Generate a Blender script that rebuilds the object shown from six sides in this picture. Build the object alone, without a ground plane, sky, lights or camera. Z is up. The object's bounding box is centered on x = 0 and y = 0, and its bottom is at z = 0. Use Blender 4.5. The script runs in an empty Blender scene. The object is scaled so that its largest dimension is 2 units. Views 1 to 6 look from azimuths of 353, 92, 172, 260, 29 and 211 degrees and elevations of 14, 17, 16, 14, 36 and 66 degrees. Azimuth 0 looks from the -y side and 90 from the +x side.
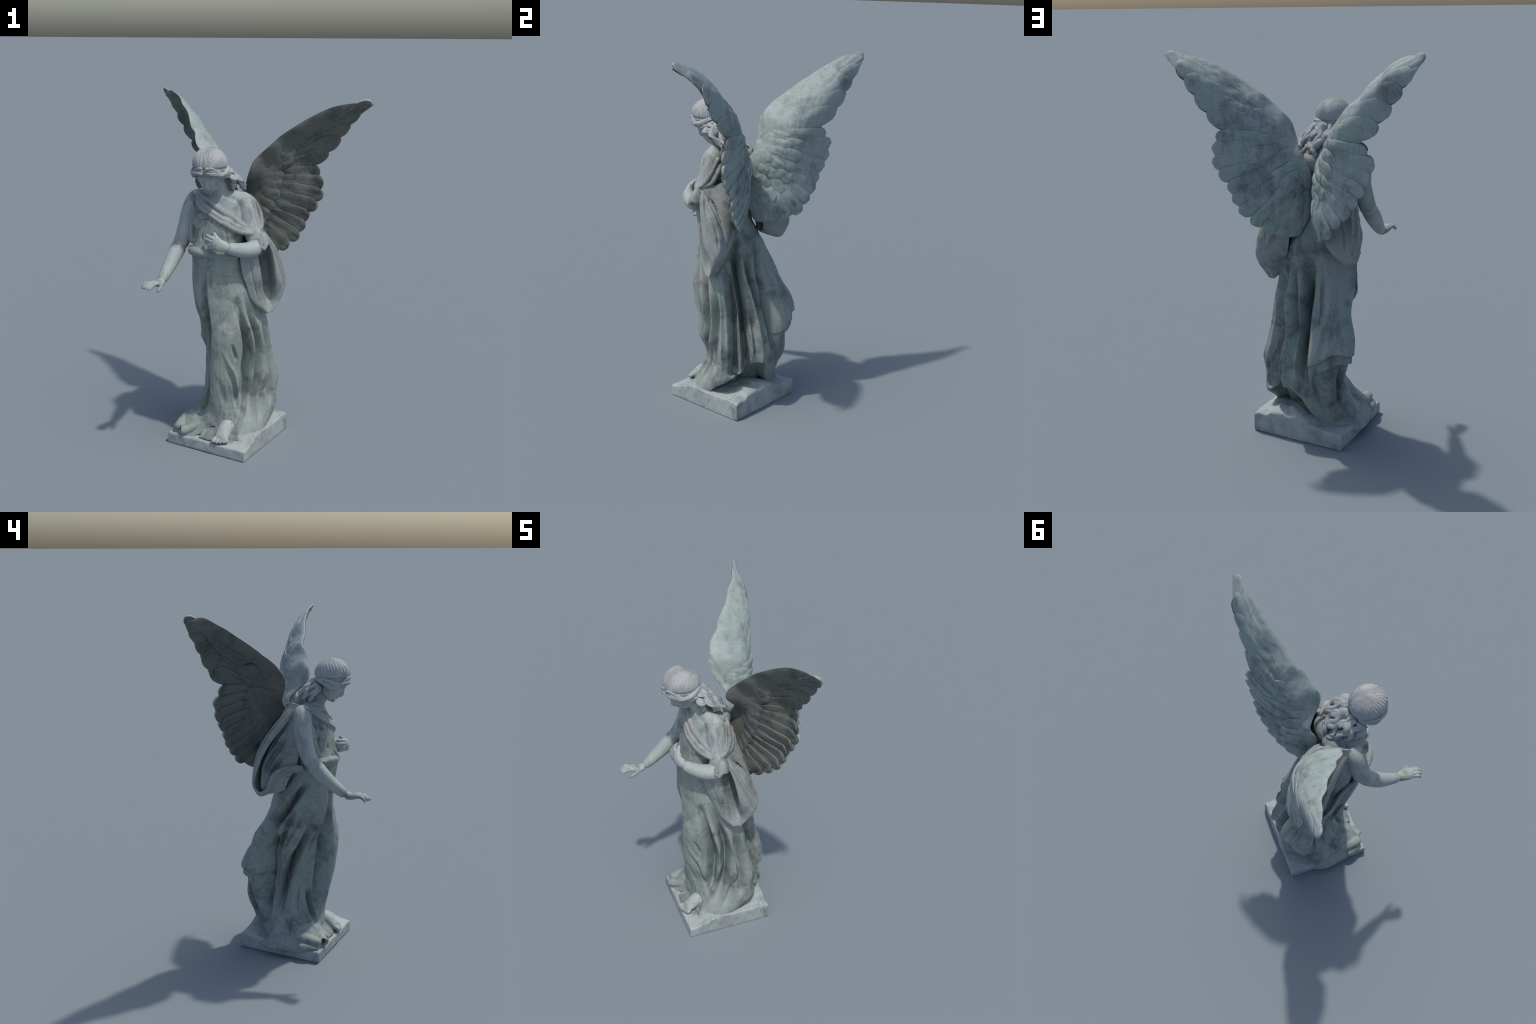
"""Weathered bronze angel on a square plinth.
Built in the figure's own frame: +X her left, -Y the way she faces, +Z up, origin under
the middle of the plinth.  The top-level Empty turns that frame into the scene."""
import bpy, math, random
import numpy as np
from mathutils import Vector
from mathutils.bvhtree import BVHTree

random.seed(7)
RNG = np.random.default_rng(7)
VOXEL = 0.0026
TURN = math.radians(-36.5)
BASE = (-0.1355, -0.166, 0.0)
A = np.array


# ----------------------------------------------------------------------------------
#  small geometry kit: every shape is (vertices, faces)
# ----------------------------------------------------------------------------------
def spline(points, n, closed=False):
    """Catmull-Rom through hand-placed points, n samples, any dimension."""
    P = np.asarray(points, float)
    if P.ndim == 1:
        P = P[:, None]
    m = len(P)
    if closed:
        t = np.arange(n) * m / n
        i = np.floor(t).astype(int)
        g = lambda k: P[(i + k) % m]
    else:
        t = np.linspace(0, m - 1, n)
        i = np.minimum(np.floor(t).astype(int), m - 2)
        E = np.vstack([2 * P[0] - P[1], P, 2 * P[-1] - P[-2]])
        g = lambda k: E[i + k + 1]
    f = (t - i)[:, None]
    a, b, c, d = g(-1), g(0), g(1), g(2)
    return 0.5 * (2 * b + (c - a) * f + (2 * a - 5 * b + 4 * c - d) * f**2
                  + (3 * b - a - 3 * c + d) * f**3)


def grid_faces(rows, cols, wrap=False, offset=0):
    c = cols if wrap else cols - 1
    i, j = np.meshgrid(np.arange(rows - 1), np.arange(c), indexing='ij')
    k = (j + 1) % cols
    return (np.stack([i * cols + j, i * cols + k, (i + 1) * cols + k, (i + 1) * cols + j], -1)
            .reshape(-1, 4) + offset).tolist()


def unit(v):
    v = np.asarray(v, float)
    return v / np.maximum(np.linalg.norm(v, axis=-1, keepdims=True), 1e-12)


def rings(R):
    """Loft closed rings R[row, col, 3] and cap both ends."""
    n, m, _ = R.shape
    V = np.vstack([R.reshape(-1, 3), R[0].mean(0), R[-1].mean(0)])
    F = grid_faces(n, m, True)
    a, b = n * m, n * m + 1
    F += [[a, (j + 1) % m, j] for j in range(m)]
    F += [[b, (n - 1) * m + j, (n - 1) * m + (j + 1) % m] for j in range(m)]
    return V, F


def tube(path, radii, n=None, m=16, flat=1.0, up=(0, 0, 1), profile=None, twist=0.0, round_ends=True):
    """Tapering limb / fold / lock of hair along a spine.  flat = second radius / first."""
    path = np.asarray(path, float)
    n = n or max(12, 6 * len(path))
    P = spline(path, n)
    r = spline(np.asarray(radii, float), n)[:, 0]
    fl = spline(np.asarray(flat if np.ndim(flat) else [flat, flat], float), n)[:, 0]
    if round_ends:
        k = np.linspace(0, 1, n)
        e = np.minimum(k, 1 - k) * (n - 1) / 2.5
        r = r * np.sqrt(np.clip(1 - (1 - np.clip(e, 0, 1))**2, 0.06, 1))
    T = unit(np.gradient(P, axis=0))
    s = unit(np.cross(T, np.broadcast_to(np.asarray(up, float), T.shape)))
    for q in range(1, n):                               # keep the frame from flipping
        if s[q] @ s[q - 1] < 0:
            s[q] = -s[q]
    u = np.cross(s, T)
    a = np.linspace(0, 2 * np.pi, m, endpoint=False)
    tw = twist * np.linspace(0, 1, n)[:, None]
    pr = np.ones((n, m)) if profile is None else profile(np.linspace(0, 1, n)[:, None], a[None, :])
    ca, sa = np.cos(a) * pr, np.sin(a) * pr
    cx = ca * np.cos(tw) - sa * fl[:, None] * np.sin(tw)
    cy = ca * np.sin(tw) + sa * fl[:, None] * np.cos(tw)
    R = P[:, None] + r[:, None, None] * (cx[..., None] * s[:, None] + cy[..., None] * u[:, None])
    return rings(R)


def ball(c, rad, axes=None, n=20, m=28):
    th = np.linspace(0.02, np.pi - 0.02, n)
    ph = np.linspace(0, 2 * np.pi, m, endpoint=False)
    R = np.stack([np.sin(th)[:, None] * np.cos(ph), np.sin(th)[:, None] * np.sin(ph),
                  np.cos(th)[:, None] * np.ones(m)], -1) * np.asarray(rad, float)
    if axes is not None:
        R = R @ np.asarray(axes, float)
    return rings(R + np.asarray(c, float))


def sheet(rows, nu=40, nv=40, thick=0.011):
    """Cloth sheet through a net of control points rows[i][j], given a real thickness."""
    C = np.asarray(rows, float)
    C = np.stack([spline(C[:, j], nu) for j in range(C.shape[1])], 1)
    C = np.stack([spline(C[i], nv) for i in range(nu)], 0)
    N = unit(np.cross(np.gradient(C, axis=0), np.gradient(C, axis=1)))
    a, b = C + N * thick / 2, C - N * thick / 2
    V = np.vstack([a.reshape(-1, 3), b.reshape(-1, 3)])
    k = nu * nv
    F = grid_faces(nu, nv) + [f[::-1] for f in grid_faces(nu, nv, offset=k)]
    rim = ([j for j in range(nv)] + [i * nv + nv - 1 for i in range(1, nu)]
           + [(nu - 1) * nv + j for j in range(nv - 2, -1, -1)] + [i * nv for i in range(nu - 2, 0, -1)])
    for p, q in zip(rim, rim[1:] + rim[:1]):
        F.append([q, p, p + k, q + k])
    return V, F


def merge(shapes):
    V, F, o = [], [], 0
    for v, f in shapes:
        V.append(np.asarray(v, float))
        F += [[i + o for i in q] for q in f]
        o += len(v)
    return np.vstack(V), F


def make_mesh(name, V, F, mat=None, smooth=True):
    me = bpy.data.meshes.new(name)
    me.from_pydata(np.asarray(V).tolist(), [], F)
    me.validate()
    if smooth:
        me.polygons.foreach_set('use_smooth', np.ones(len(me.polygons), bool))
    if mat:
        me.materials.append(mat)
    return me


def add_object(name, mesh, parent):
    ob = bpy.data.objects.new(name, mesh)
    bpy.context.scene.collection.objects.link(ob)
    ob.parent = parent
    return ob


# value noise, used wherever a surface is knocked about
def lattice_noise(P, scale, seed=0):
    P = np.asarray(P, float) * scale + seed * 17.3
    i = np.floor(P).astype(np.int64)
    f = P - i
    f = f * f * (3 - 2 * f)
    out = 0
    for dx in (0, 1):
        for dy in (0, 1):
            for dz in (0, 1):
                h = ((i[..., 0] + dx) * 374761393 + (i[..., 1] + dy) * 668265263 + (i[..., 2] + dz) * 2147483647 + seed * 144665)
                h = (h ^ (h >> 13)) * 1274126177
                h = ((h ^ (h >> 16)) & 0xffff) / 32767.5 - 1
                w = ((f[..., 0] if dx else 1 - f[..., 0]) * (f[..., 1] if dy else 1 - f[..., 1])
                     * (f[..., 2] if dz else 1 - f[..., 2]))
                out = out + h * w
    return out


# ----------------------------------------------------------------------------------
#  materials: one weathered-bronze recipe, tuned per part
# ----------------------------------------------------------------------------------
def patina(name, pale, green, dark, green_amount=0.5, dark_amount=0.4, rust=0.15, streak=0.0, rough=0.62, seed=0.0, spots=()):
    m = bpy.data.materials.new(name)
    m.use_nodes = True
    nt = m.node_tree
    N, Lk = nt.nodes, nt.links
    N.clear()
    out = N.new('ShaderNodeOutputMaterial')
    bs = N.new('ShaderNodeBsdfPrincipled')
    Lk.new(bs.outputs[0], out.inputs[0])
    tc = N.new('ShaderNodeTexCoord')
    mp = N.new('ShaderNodeMapping')
    mp.inputs['Location'].default_value = (seed, seed * 1.7, seed * 0.6)
    Lk.new(tc.outputs['Object'], mp.inputs[0])

    def noise(scale, detail=5, rgh=0.55, vec=None, dist=0.0):
        n = N.new('ShaderNodeTexNoise')
        n.inputs['Scale'].default_value = scale
        n.inputs['Detail'].default_value = detail
        n.inputs['Roughness'].default_value = rgh
        n.inputs['Distortion'].default_value = dist
        Lk.new(vec or mp.outputs[0], n.inputs['Vector'])
        return n.outputs['Fac']

    def ramp(fac, lo, hi):
        r = N.new('ShaderNodeMapRange')
        r.inputs['From Min'].default_value = lo
        r.inputs['From Max'].default_value = hi
        Lk.new(fac, r.inputs['Value'])
        return r.outputs[0]

    def mul(a, b):
        k = N.new('ShaderNodeMath')
        k.operation = 'MULTIPLY'
        for s, v in zip(k.inputs, (a, b)):
            if isinstance(v, (int, float)):
                s.default_value = v
            else:
                Lk.new(v, s)
        return k.outputs[0]

    def mix(fac, a, b):
        k = N.new('ShaderNodeMix')
        k.data_type = 'RGBA'
        if isinstance(fac, (int, float)):
            k.inputs[0].default_value = fac
        else:
            Lk.new(fac, k.inputs[0])
        for s, v in ((k.inputs[6], a), (k.inputs[7], b)):
            if isinstance(v, tuple):
                s.default_value = (*v, 1)
            else:
                Lk.new(v, s)
        return k.outputs[2]

    c = mix(mul(ramp(noise(6.5, 6, 0.60), 0.30, 0.62), green_amount), pale, green)
    # darker, unweathered bronze showing through in patches and specks
    c = mix(mul(ramp(noise(7, 8, 0.68, dist=0.5), 0.49, 0.66), dark_amount), c, dark)
    c = mix(mul(ramp(noise(60, 3, 0.6), 0.60, 0.74), dark_amount * 0.8), c, dark)
    # pale bloom
    c = mix(mul(ramp(noise(24, 5, 0.65), 0.52, 0.75), 0.45), c, tuple(min(1, v * 1.22) for v in pale))
    if streak:
        st = N.new('ShaderNodeMapping')
        st.inputs['Scale'].default_value = (26, 26, 2.2)
        Lk.new(tc.outputs['Object'], st.inputs[0])
        f = noise(1.0, 4, 0.55, st.outputs[0])
        c = mix(mul(ramp(f, 0.52, 0.72), streak), c, tuple(min(1, v * 1.25) for v in pale))
        f = noise(1.3, 4, 0.55, st.outputs[0])
        c = mix(mul(ramp(f, 0.56, 0.76), streak * 0.8), c, dark)
    if rust:
        c = mix(mul(ramp(noise(16, 6, 0.7, dist=0.8), 0.64, 0.74), rust), c, (0.30, 0.19, 0.14))
    for place, size in spots:                        # local corrosion
        d = N.new('ShaderNodeVectorMath')
        d.operation = 'DISTANCE'
        Lk.new(tc.outputs['Object'], d.inputs[0])
        d.inputs[1].default_value = place
        near = ramp(d.outputs['Value'], size, size * 0.35)
        c = mix(mul(mul(near, ramp(noise(70, 5, 0.7), 0.42, 0.58)), 0.75), c, (0.20, 0.115, 0.085))
    Lk.new(c, bs.inputs['Base Color'])
    bs.inputs['Roughness'].default_value = rough
    bs.inputs['Specular IOR Level'].default_value = 0.35
    bp = N.new('ShaderNodeBump')
    bp.inputs['Strength'].default_value = 0.35
    bp.inputs['Distance'].default_value = 0.004
    Lk.new(noise(85, 6, 0.65), bp.inputs['Height'])
    Lk.new(bp.outputs[0], bs.inputs['Normal'])
    return m


GREEN = (0.27, 0.35, 0.31)
DARK = (0.085, 0.095, 0.095)
M_SKIN = patina('bronze_skin', (0.39, 0.408, 0.412), (0.30, 0.375, 0.345), (0.11, 0.115, 0.115), 0.6, 0.6, 0.25, seed=1,
                spots=(((-0.205, -0.345, 1.050), 0.034), ((-0.185, -0.415, 1.030), 0.020), ((-0.170, -0.220, 1.130), 0.016), ((-0.190, -0.160, 1.225), 0.014)))
M_ROBE = patina('bronze_robe', (0.305, 0.322, 0.315), (0.215, 0.292, 0.250), (0.070, 0.078, 0.078), 0.66, 0.76, 0.15, 0.22, seed=4)
M_MANTLE = patina('bronze_mantle', (0.32, 0.325, 0.33), (0.23, 0.29, 0.26), (0.075, 0.08, 0.08), 0.6, 0.72, 0.3, 0.22, seed=9)
M_HAIR = patina('bronze_hair', (0.39, 0.40, 0.415), (0.31, 0.365, 0.34), (0.12, 0.125, 0.13), 0.5, 0.55, 0.15, seed=13)
M_WING = patina('bronze_wing', (0.335, 0.375, 0.378), (0.250, 0.335, 0.288), (0.095, 0.110, 0.115), 0.68, 0.68, 0.15, 0.34, seed=21)
M_UNDERWING = patina('bronze_underwing', (0.150, 0.148, 0.136), (0.105, 0.130, 0.115), (0.045, 0.050, 0.050), 0.7, 0.75, 0.35, 0.2, seed=25)  # brown dirty underside, darkened further by shade put into the colour
M_PLINTH = patina('bronze_plinth', (0.41, 0.43, 0.435), (0.29, 0.36, 0.335), (0.10, 0.11, 0.11), 0.6, 0.62, 0.4, 0.14, seed=33)

# ----------------------------------------------------------------------------------
#  root
# ----------------------------------------------------------------------------------
statue = bpy.data.objects.new('angel_statue', None)
bpy.context.scene.collection.objects.link(statue)
statue.location = BASE
statue.rotation_euler = (0, 0, TURN)
statue['label'] = 'weathered green-grey bronze angel with raised wings on square plinth'
statue['category'] = 'statue'

# ----------------------------------------------------------------------------------
#  plinth
# ----------------------------------------------------------------------------------
def plinth_height(x, y):
    """Top of the slab: thin in front, a rough rocky rise to the back and her left."""
    z = 0.062 + 0.024 * np.clip((y + 0.25) / 0.5, 0, 1) + 0.036 * np.exp(-((x - 0.08)**2 / 0.17**2 + (y - 0.13)**2 / 0.12**2)) + 0.010 * np.clip((x + 0.1) / 0.35, 0, 1) * np.clip((y + 0.22) / 0.1, 0, 1)
    for cx, cy, r, h in ((0.115, 0.225, 0.060, 0.026), (-0.02, 0.23, 0.08, 0.026), (0.24, -0.10, 0.09, 0.016),
                         (0.20, 0.19, 0.05, 0.010), (0.20, -0.04, 0.10, 0.015), (0.03, 0.13, 0.12, 0.03)):
        z = z + h * np.exp(-((x - cx)**2 + (y - cy)**2) / r**2)
    rough = np.clip((y + 0.05) / 0.2, 0, 1) * np.clip((x + 0.12) / 0.15, 0, 1)
    P = np.stack([x, y, 0 * x], -1)
    return z + rough * (0.006 * lattice_noise(P, 22, 3) + 0.004 * lattice_noise(P, 55, 4)) + 0.0012 * lattice_noise(P, 40, 5)


def build_plinth():
    n, h, cham = 120, 0.2555, 0.006
    g = np.linspace(-h, h, n)
    X, Y = np.meshgrid(g, g, indexing='ij')
    d = h - np.maximum(abs(X), abs(Y))
    Z = plinth_height(X, Y) - 0.006 * np.clip(1 - d / cham, 0, 1)**2
    V = [np.stack([X, Y, Z], -1).reshape(-1, 3)]
    F = grid_faces(n, n)
    rim = [(i, 0) for i in range(n)] + [(n - 1, j) for j in range(1, n)] + [(i, n - 1) for i in range(n - 2, -1, -1)] + [(0, j) for j in range(n - 2, 0, -1)]
    idx = [i * n + j for i, j in rim]
    top = V[0][idx]
    m, o = len(rim), n * n
    for k, f in enumerate((0.92, 0.75, 0.5, 0.25, 0.08, 0.0)):
        R = top.copy()
        R[:, 2] *= f
        out = 1 + (0.004 if 0 < f < 0.9 else 0.003 if f else -0.003)
        R[:, :2] *= out
        R[:, :2] += 0.0018 * lattice_noise(R, 30, 8)[:, None] * np.sign(R[:, :2]) * (f > 0)
        V.append(R)
        for q in range(m):
            a, b = (idx[q], idx[(q + 1) % m]) if k == 0 else (o + (k - 1) * m + q, o + (k - 1) * m + (q + 1) % m)
            F.append([b, a, o + k * m + q, o + k * m + (q + 1) % m])
    V = np.vstack(V)
    F.append(list(range(o + 5 * m, o + 6 * m)))
    return V, F


slab = make_mesh('plinth', *build_plinth(), M_PLINTH)
slab.set_sharp_from_angle(angle=math.radians(38))
add_object('plinth', slab, statue)

# ----------------------------------------------------------------------------------
#  robe: a loft of free-form sections with a rising and falling hem
# ----------------------------------------------------------------------------------
#   height, depth of section centre, radii in mm every 15 degrees from the front towards her left
ROBE = [
    (0.05, 0.00, [185, 192, 222, 262, 272, 258, 248, 225, 184, 168, 161, 160, 168, 190, 222, 262, 285, 292, 290, 290, 300, 320, 290, 205]),
    (0.10, 0.00, [179, 175, 185, 212, 226, 244, 244, 235, 211, 192, 174, 168, 178, 195, 218, 240, 258, 262, 258, 258, 270, 285, 255, 200]),
    (0.20, 0.03, [203, 204, 198, 196, 195, 214, 234, 268, 258, 227, 193, 178, 185, 200, 218, 240, 250, 226, 202, 188, 193, 206, 222, 220]),
    (0.30, 0.04, [236, 223, 201, 186, 181, 200, 225, 256, 256, 250, 230, 223, 230, 243, 258, 270, 258, 214, 167, 153, 155, 160, 171, 210]),
    (0.40, 0.04, [244, 251, 228, 212, 206, 219, 242, 261, 260, 246, 228, 223, 232, 243, 257, 270, 280, 218, 162, 142, 140, 141, 147, 182]),
    (0.50, 0.03, [241, 262, 234, 211, 201, 209, 226, 240, 240, 229, 214, 211, 223, 245, 275, 300, 305, 216, 164, 145, 139, 134, 141, 175]),
    (0.60, 0.02, [230, 262, 251, 227, 215, 214, 221, 225, 221, 207, 191, 195, 205, 222, 245, 285, 324, 231, 181, 166, 151, 132, 138, 171]),
    (0.70, 0.00, [206, 236, 247, 233, 220, 213, 215, 227, 226, 208, 196, 198, 204, 212, 222, 259, 286, 220, 178, 167, 150, 130, 134, 163]),
    (0.80, -0.02, [199, 199, 208, 215, 205, 198, 195, 218, 218, 198, 194, 193, 190, 185, 187, 216, 255, 256, 199, 182, 169, 158, 167, 186]),
    (0.90, -0.04, [182, 170, 173, 181, 183, 187, 189, 209, 209, 197, 198, 198, 196, 191, 186, 192, 208, 226, 204, 182, 174, 174, 183, 188]),
    (1.00, -0.06, [167, 162, 160, 160, 162, 165, 170, 176, 182, 188, 188, 186, 182, 175, 168, 168, 176, 190, 190, 176, 168, 168, 172, 172]),
    (1.10, -0.08, [150, 146, 145, 146, 149, 153, 156, 159, 160, 160, 158, 155, 150, 144, 137, 134, 135, 140, 146, 150, 153, 153, 153, 152]),
    (1.17, -0.09, [140, 138, 139, 141, 145, 148, 150, 149, 148, 146, 145, 143, 140, 136, 133, 132, 134, 138, 144, 148, 150, 150, 149, 146]),
]
HEM = [0.125, 0.105, 0.07, 0.05, 0.05, 0.05, 0.06, 0.14, 0.20, 0.245, 0.285, 0.295, 0.26, 0.16, 0.08, 0.05, 0.05, 0.04, 0.04, 0.04, 0.04, 0.04, 0.05, 0.08]


def robe_radius(az, z):
    """az in degrees (array), z (array) -> radius, by smooth interpolation of the sections."""
    n = 180
    T = np.stack([spline(r, n, closed=True)[:, 0] for _, _, r in ROBE]) / 1000
    zs = A([r[0] for r in ROBE])
    cy = A([r[1] for r in ROBE])
    k = (np.asarray(az) % 360) / 360 * n
    k0 = np.floor(k).astype(int) % n
    kf = k - np.floor(k)
    zi = np.clip(np.searchsorted(zs, z) - 1, 0, len(zs) - 2)
    f = np.clip((z - zs[zi]) / (zs[zi + 1] - zs[zi]), 0, 1)

    def row(i):
        i = np.clip(i, 0, len(zs) - 1)
        return T[i, k0] * (1 - kf) + T[i, (k0 + 1) % n] * kf
    a, b, c, d = row(zi - 1), row(zi), row(zi + 1), row(zi + 2)
    r = 0.5 * (2 * b + (c - a) * f + (2 * a - 5 * b + 4 * c - d) * f**2 + (3 * b - a - 3 * c + d) * f**3)
    e = np.concatenate([[cy[0]], cy, [cy[-1]]])
    a, b, c, d = e[zi], e[zi + 1], e[zi + 2], e[np.minimum(zi + 3, len(e) - 1)]
    y = 0.5 * (2 * b + (c - a) * f + (2 * a - 5 * b + 4 * c - d) * f**2 + (3 * b - a - 3 * c + d) * f**3)
    return r, y


def robe_surface(az, z, inset=0.0):
    r, cy = robe_radius(az, z)
    t = np.radians(az)
    return np.stack([(r - inset) * np.sin(t), cy - (r - inset) * np.cos(t), z + 0 * t], -1)


# folds of the robe: (half width, height: + ridge / - valley, [(bearing, z), ...])
FOLDS_LEG = [                                    # front, around the advancing leg
    (0.040, -0.075, [(351, 1.08), (350, .96), (352, .85), (357, .73), (356, .58), (354, .44), (350, .32), (341, .22), (336, .13)]),
    (0.036, -0.100, [(342, .38), (337, .26), (333, .15)]),
    (0.036, -0.068, [(52, .92), (56, .80), (58, .70), (58, .58), (53, .45), (49, .33), (45, .20)]),
    (0.034, -0.074, [(72, .94), (76, .82), (80, .70), (80, .58), (78, .48), (73, .38), (68, .28), (61, .17)]),
    (0.018, 0.012, [(77, .44), (76, .30), (72, .18), (68, .06)]),
    (0.020, 0.016, [(53, .92), (64, .77), (69, .66), (69, .56), (64, .42), (57, .31), (49, .20), (44, .06)]),
    (0.020, 0.014, [(92, .80), (91, .65), (92, .52), (89, .40), (90, .28), (90, .14)]),
    (0.034, -0.052, [(101, .74), (100, .62), (99, .50), (98, .36), (101, .20)]),
    (0.020, 0.020, [(22, .63), (29, .54), (36, .47), (40, .38), (43, .28), (46, .21)]),
    (0.014, 0.008, [(26, .47), (32, .35), (37, .20)]),
    (0.018, -0.012, [(24, .52), (30, .44), (35, .34), (40, .24)]),
    (0.014, -0.022, [(35, .66), (36, .62), (38, .58), (39, .54)]),
    (0.022, -0.012, [(14, .46), (18, .34), (22, .22)]),
]
FOLDS_BACK = [                                   # her left side and back
    (0.026, -0.020, [(99, .49), (92, .36), (84, .25), (78, .15)]),
    (0.043, -0.140, [(140, 1.0), (139, .88), (138, .76), (140, .60), (141, .45), (143, .29)]),
    (0.040, -0.095, [(127, .88), (125, .76), (125, .60), (125, .45), (126, .26)]),
    (0.022, 0.020, [(110, .82), (109, .66), (109, .50), (110, .36), (111, .24)]),
    (0.026, 0.030, [(146, .98), (147, .82), (156, .68), (162, .54), (164, .40), (165, .30)]),
    (0.030, -0.060, [(157, .98), (160, .84), (167, .70), (172, .60), (176, .45)]),
    (0.020, -0.015, [(150, .72), (153, .56), (154, .42), (154, .28)]),
    (0.012, -0.012, [(185, .85), (192, .70), (192, .55), (188, .34)]),
    (0.050, -0.150, [(188, .98), (186, .84), (187, .70), (189, .56), (190, .42), (196, .28)]),
    (0.010, 0.008, [(201, .90), (208, .70)]),
    (0.015, -0.016, [(209, .95), (210, .80), (211, .70), (208, .62)]),
    (0.026, 0.022, [(223, .90), (217, .70), (208, .57), (202, .45)]),
    (0.012, -0.013, [(236, .88), (226, .72), (222, .60), (220, .50)]),
    (0.020, -0.020, [(205, .40), (210, .28), (222, .15)]),
    (0.024, -0.050, [(234, .46), (235, .30), (240, .16)]),
]
FOLDS_RIGHT = [                                  # long diagonals sweeping from the hip to the train
    (0.022, 0.014, [(288, 1.08), (273, 1.01), (256, .93), (247, .84)]),
    (0.042, -0.100, [(292, 1.06), (273, .94), (258, .82), (251, .70)]),
    (0.048, -0.160, [(256, .78), (251, .66), (250, .54), (250, .42), (250, .32), (250, .16)]),
    (0.026, 0.026, [(298, 1.04), (276, .91), (264, .79), (255, .69)]),
    (0.028, -0.050, [(286, .94), (271, .80), (263, .68), (262, .56), (262, .42), (264, .26), (266, .17)]),
    (0.022, 0.020, [(317, .83), (303, .71), (289, .58), (274, .49), (259, .38)]),
    (0.048, -0.115, [(326, .80), (308, .64), (294, .56), (283, .45), (274, .33), (268, .20)]),
    (0.022, 0.020, [(335, .94), (334, .75), (321, .62), (303, .51), (291, .38), (279, .25), (276, .15)]),
    (0.014, -0.010, [(332, .94), (340, .76), (333, .64), (330, .58)]),
    (0.016, 0.008, [(346, .50), (339, .36), (334, .25)]),
    (0.012, -0.012, [(352, .55), (352, .46)]),
    (0.012, -0.010, [(278, .26), (292, .22), (306, .165)]),
    (0.016, 0.008, [(280, .20), (296, .17), (312, .13)]),
]
FOLDS_CRESTS = [                                 # thin crests and creases between the big folds
    (0.014, 0.010, [(132, .84), (131, .70), (132, .54), (133, .36)]),
    (0.014, 0.010, [(148, .80), (149, .66), (151, .52), (152, .34)]),
    (0.016, 0.014, [(183, .92), (184, .76), (184, .60), (182, .44)]),
    (0.012, -0.012, [(172, .92), (176, .78), (178, .62), (176, .46), (173, .34)]),
    (0.016, 0.014, [(240, .56), (238, .40), (238, .26)]),
    (0.014, 0.012, [(262, .60), (262, .46), (260, .34)]),
    (0.016, 0.014, [(288, .66), (279, .56), (270, .46)]),
    (0.016, 0.014, [(314, .60), (306, .48), (298, .36), (294, .24)]),
    (0.010, -0.010, [(316, .40), (309, .30), (306, .20)]),
    (0.012, -0.012, [(300, .86), (287, .77), (276, .68), (268, .58)]),
    (0.011, -0.010, [(322, .90), (313, .80), (305, .74)]),
]
FOLDS_GIRDLE = [                                 # gathers under the girdle
    (0.012, -0.010, [(8, 1.13), (8, 1.04), (6, .94)]), (0.012, -0.009, [(20, 1.13), (20, 1.03)]), (0.010, -0.008, [(30, 1.13), (31, 1.06)]),
    (0.012, -0.009, [(338, 1.13), (338, 1.0), (342, .90)]), (0.012, -0.008, [(325, 1.12), (323, 1.02)]), (0.010, -0.008, [(43, 1.13), (45, 1.0)]),
]


ROBE_FOLDS = FOLDS_LEG + FOLDS_BACK + FOLDS_RIGHT + FOLDS_CRESTS + FOLDS_GIRDLE


def HEM_AT(az):
    return np.interp(az % 360, np.arange(25) * 15, HEM + HEM[:1])


def fold_field(az, z, r):
    """Sum of the fold strokes, as a change of radius at every point of the robe."""
    D, U = np.zeros_like(z), np.zeros_like(z)
    for w, h, path in ROBE_FOLDS:
        p = A(path, float)
        p[:, 0] = np.degrees(np.unwrap(np.radians(p[:, 0])))
        n = 28 * len(p)
        P = spline(p, n)
        best, at = np.full(z.shape, 9.0), np.zeros(z.shape)
        near = (z > P[:, 1].min() - w) & (z < P[:, 1].max() + w)
        zz, aa, rr = z[near], az[near], r[near]
        b, t = best[near], at[near]
        for k in range(n):
            da = (aa - P[k, 0] + 180) % 360 - 180
            d = np.hypot(np.radians(da) * rr, zz - P[k, 1])
            m = d < b
            b = np.where(m, d, b)
            t = np.where(m, k / (n - 1), t)
        f = np.clip(1 - b / w, 0, 1)
        f = f**1.7 if h > 0 else f * f * (3 - 2 * f)      # sharp crests, round hollows
        taper = np.clip(np.minimum(t, 1.0001 - t) / 0.32, 0, 1)
        if P[-1, 1] < HEM_AT(P[-1, 0]) + 0.06:                           # folds that reach the hem stay open there
            taper = np.clip(t / 0.32, 0, 1)
        if h < 0:                                        # hollows meet at the deeper one, crests at the higher
            D[near] = np.minimum(D[near], h * f * taper)
        else:
            U[near] = np.maximum(U[near], h * f * taper)
    D = D + U
    # small pulls and creases between the big folds
    t = np.radians(az)
    Q = np.stack([np.sin(t) * r * 30, np.cos(t) * r * 30, z * 4.5 + 0.6 * np.sin(t * 2)], -1)
    n = lattice_noise(Q, 1.0, 51)
    D = D + 0.0035 * (0.4 - np.abs(n)) + 0.0015 * lattice_noise(Q * A([2.3, 2.3, 2.0]), 1.0, 52)
    return D


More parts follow.
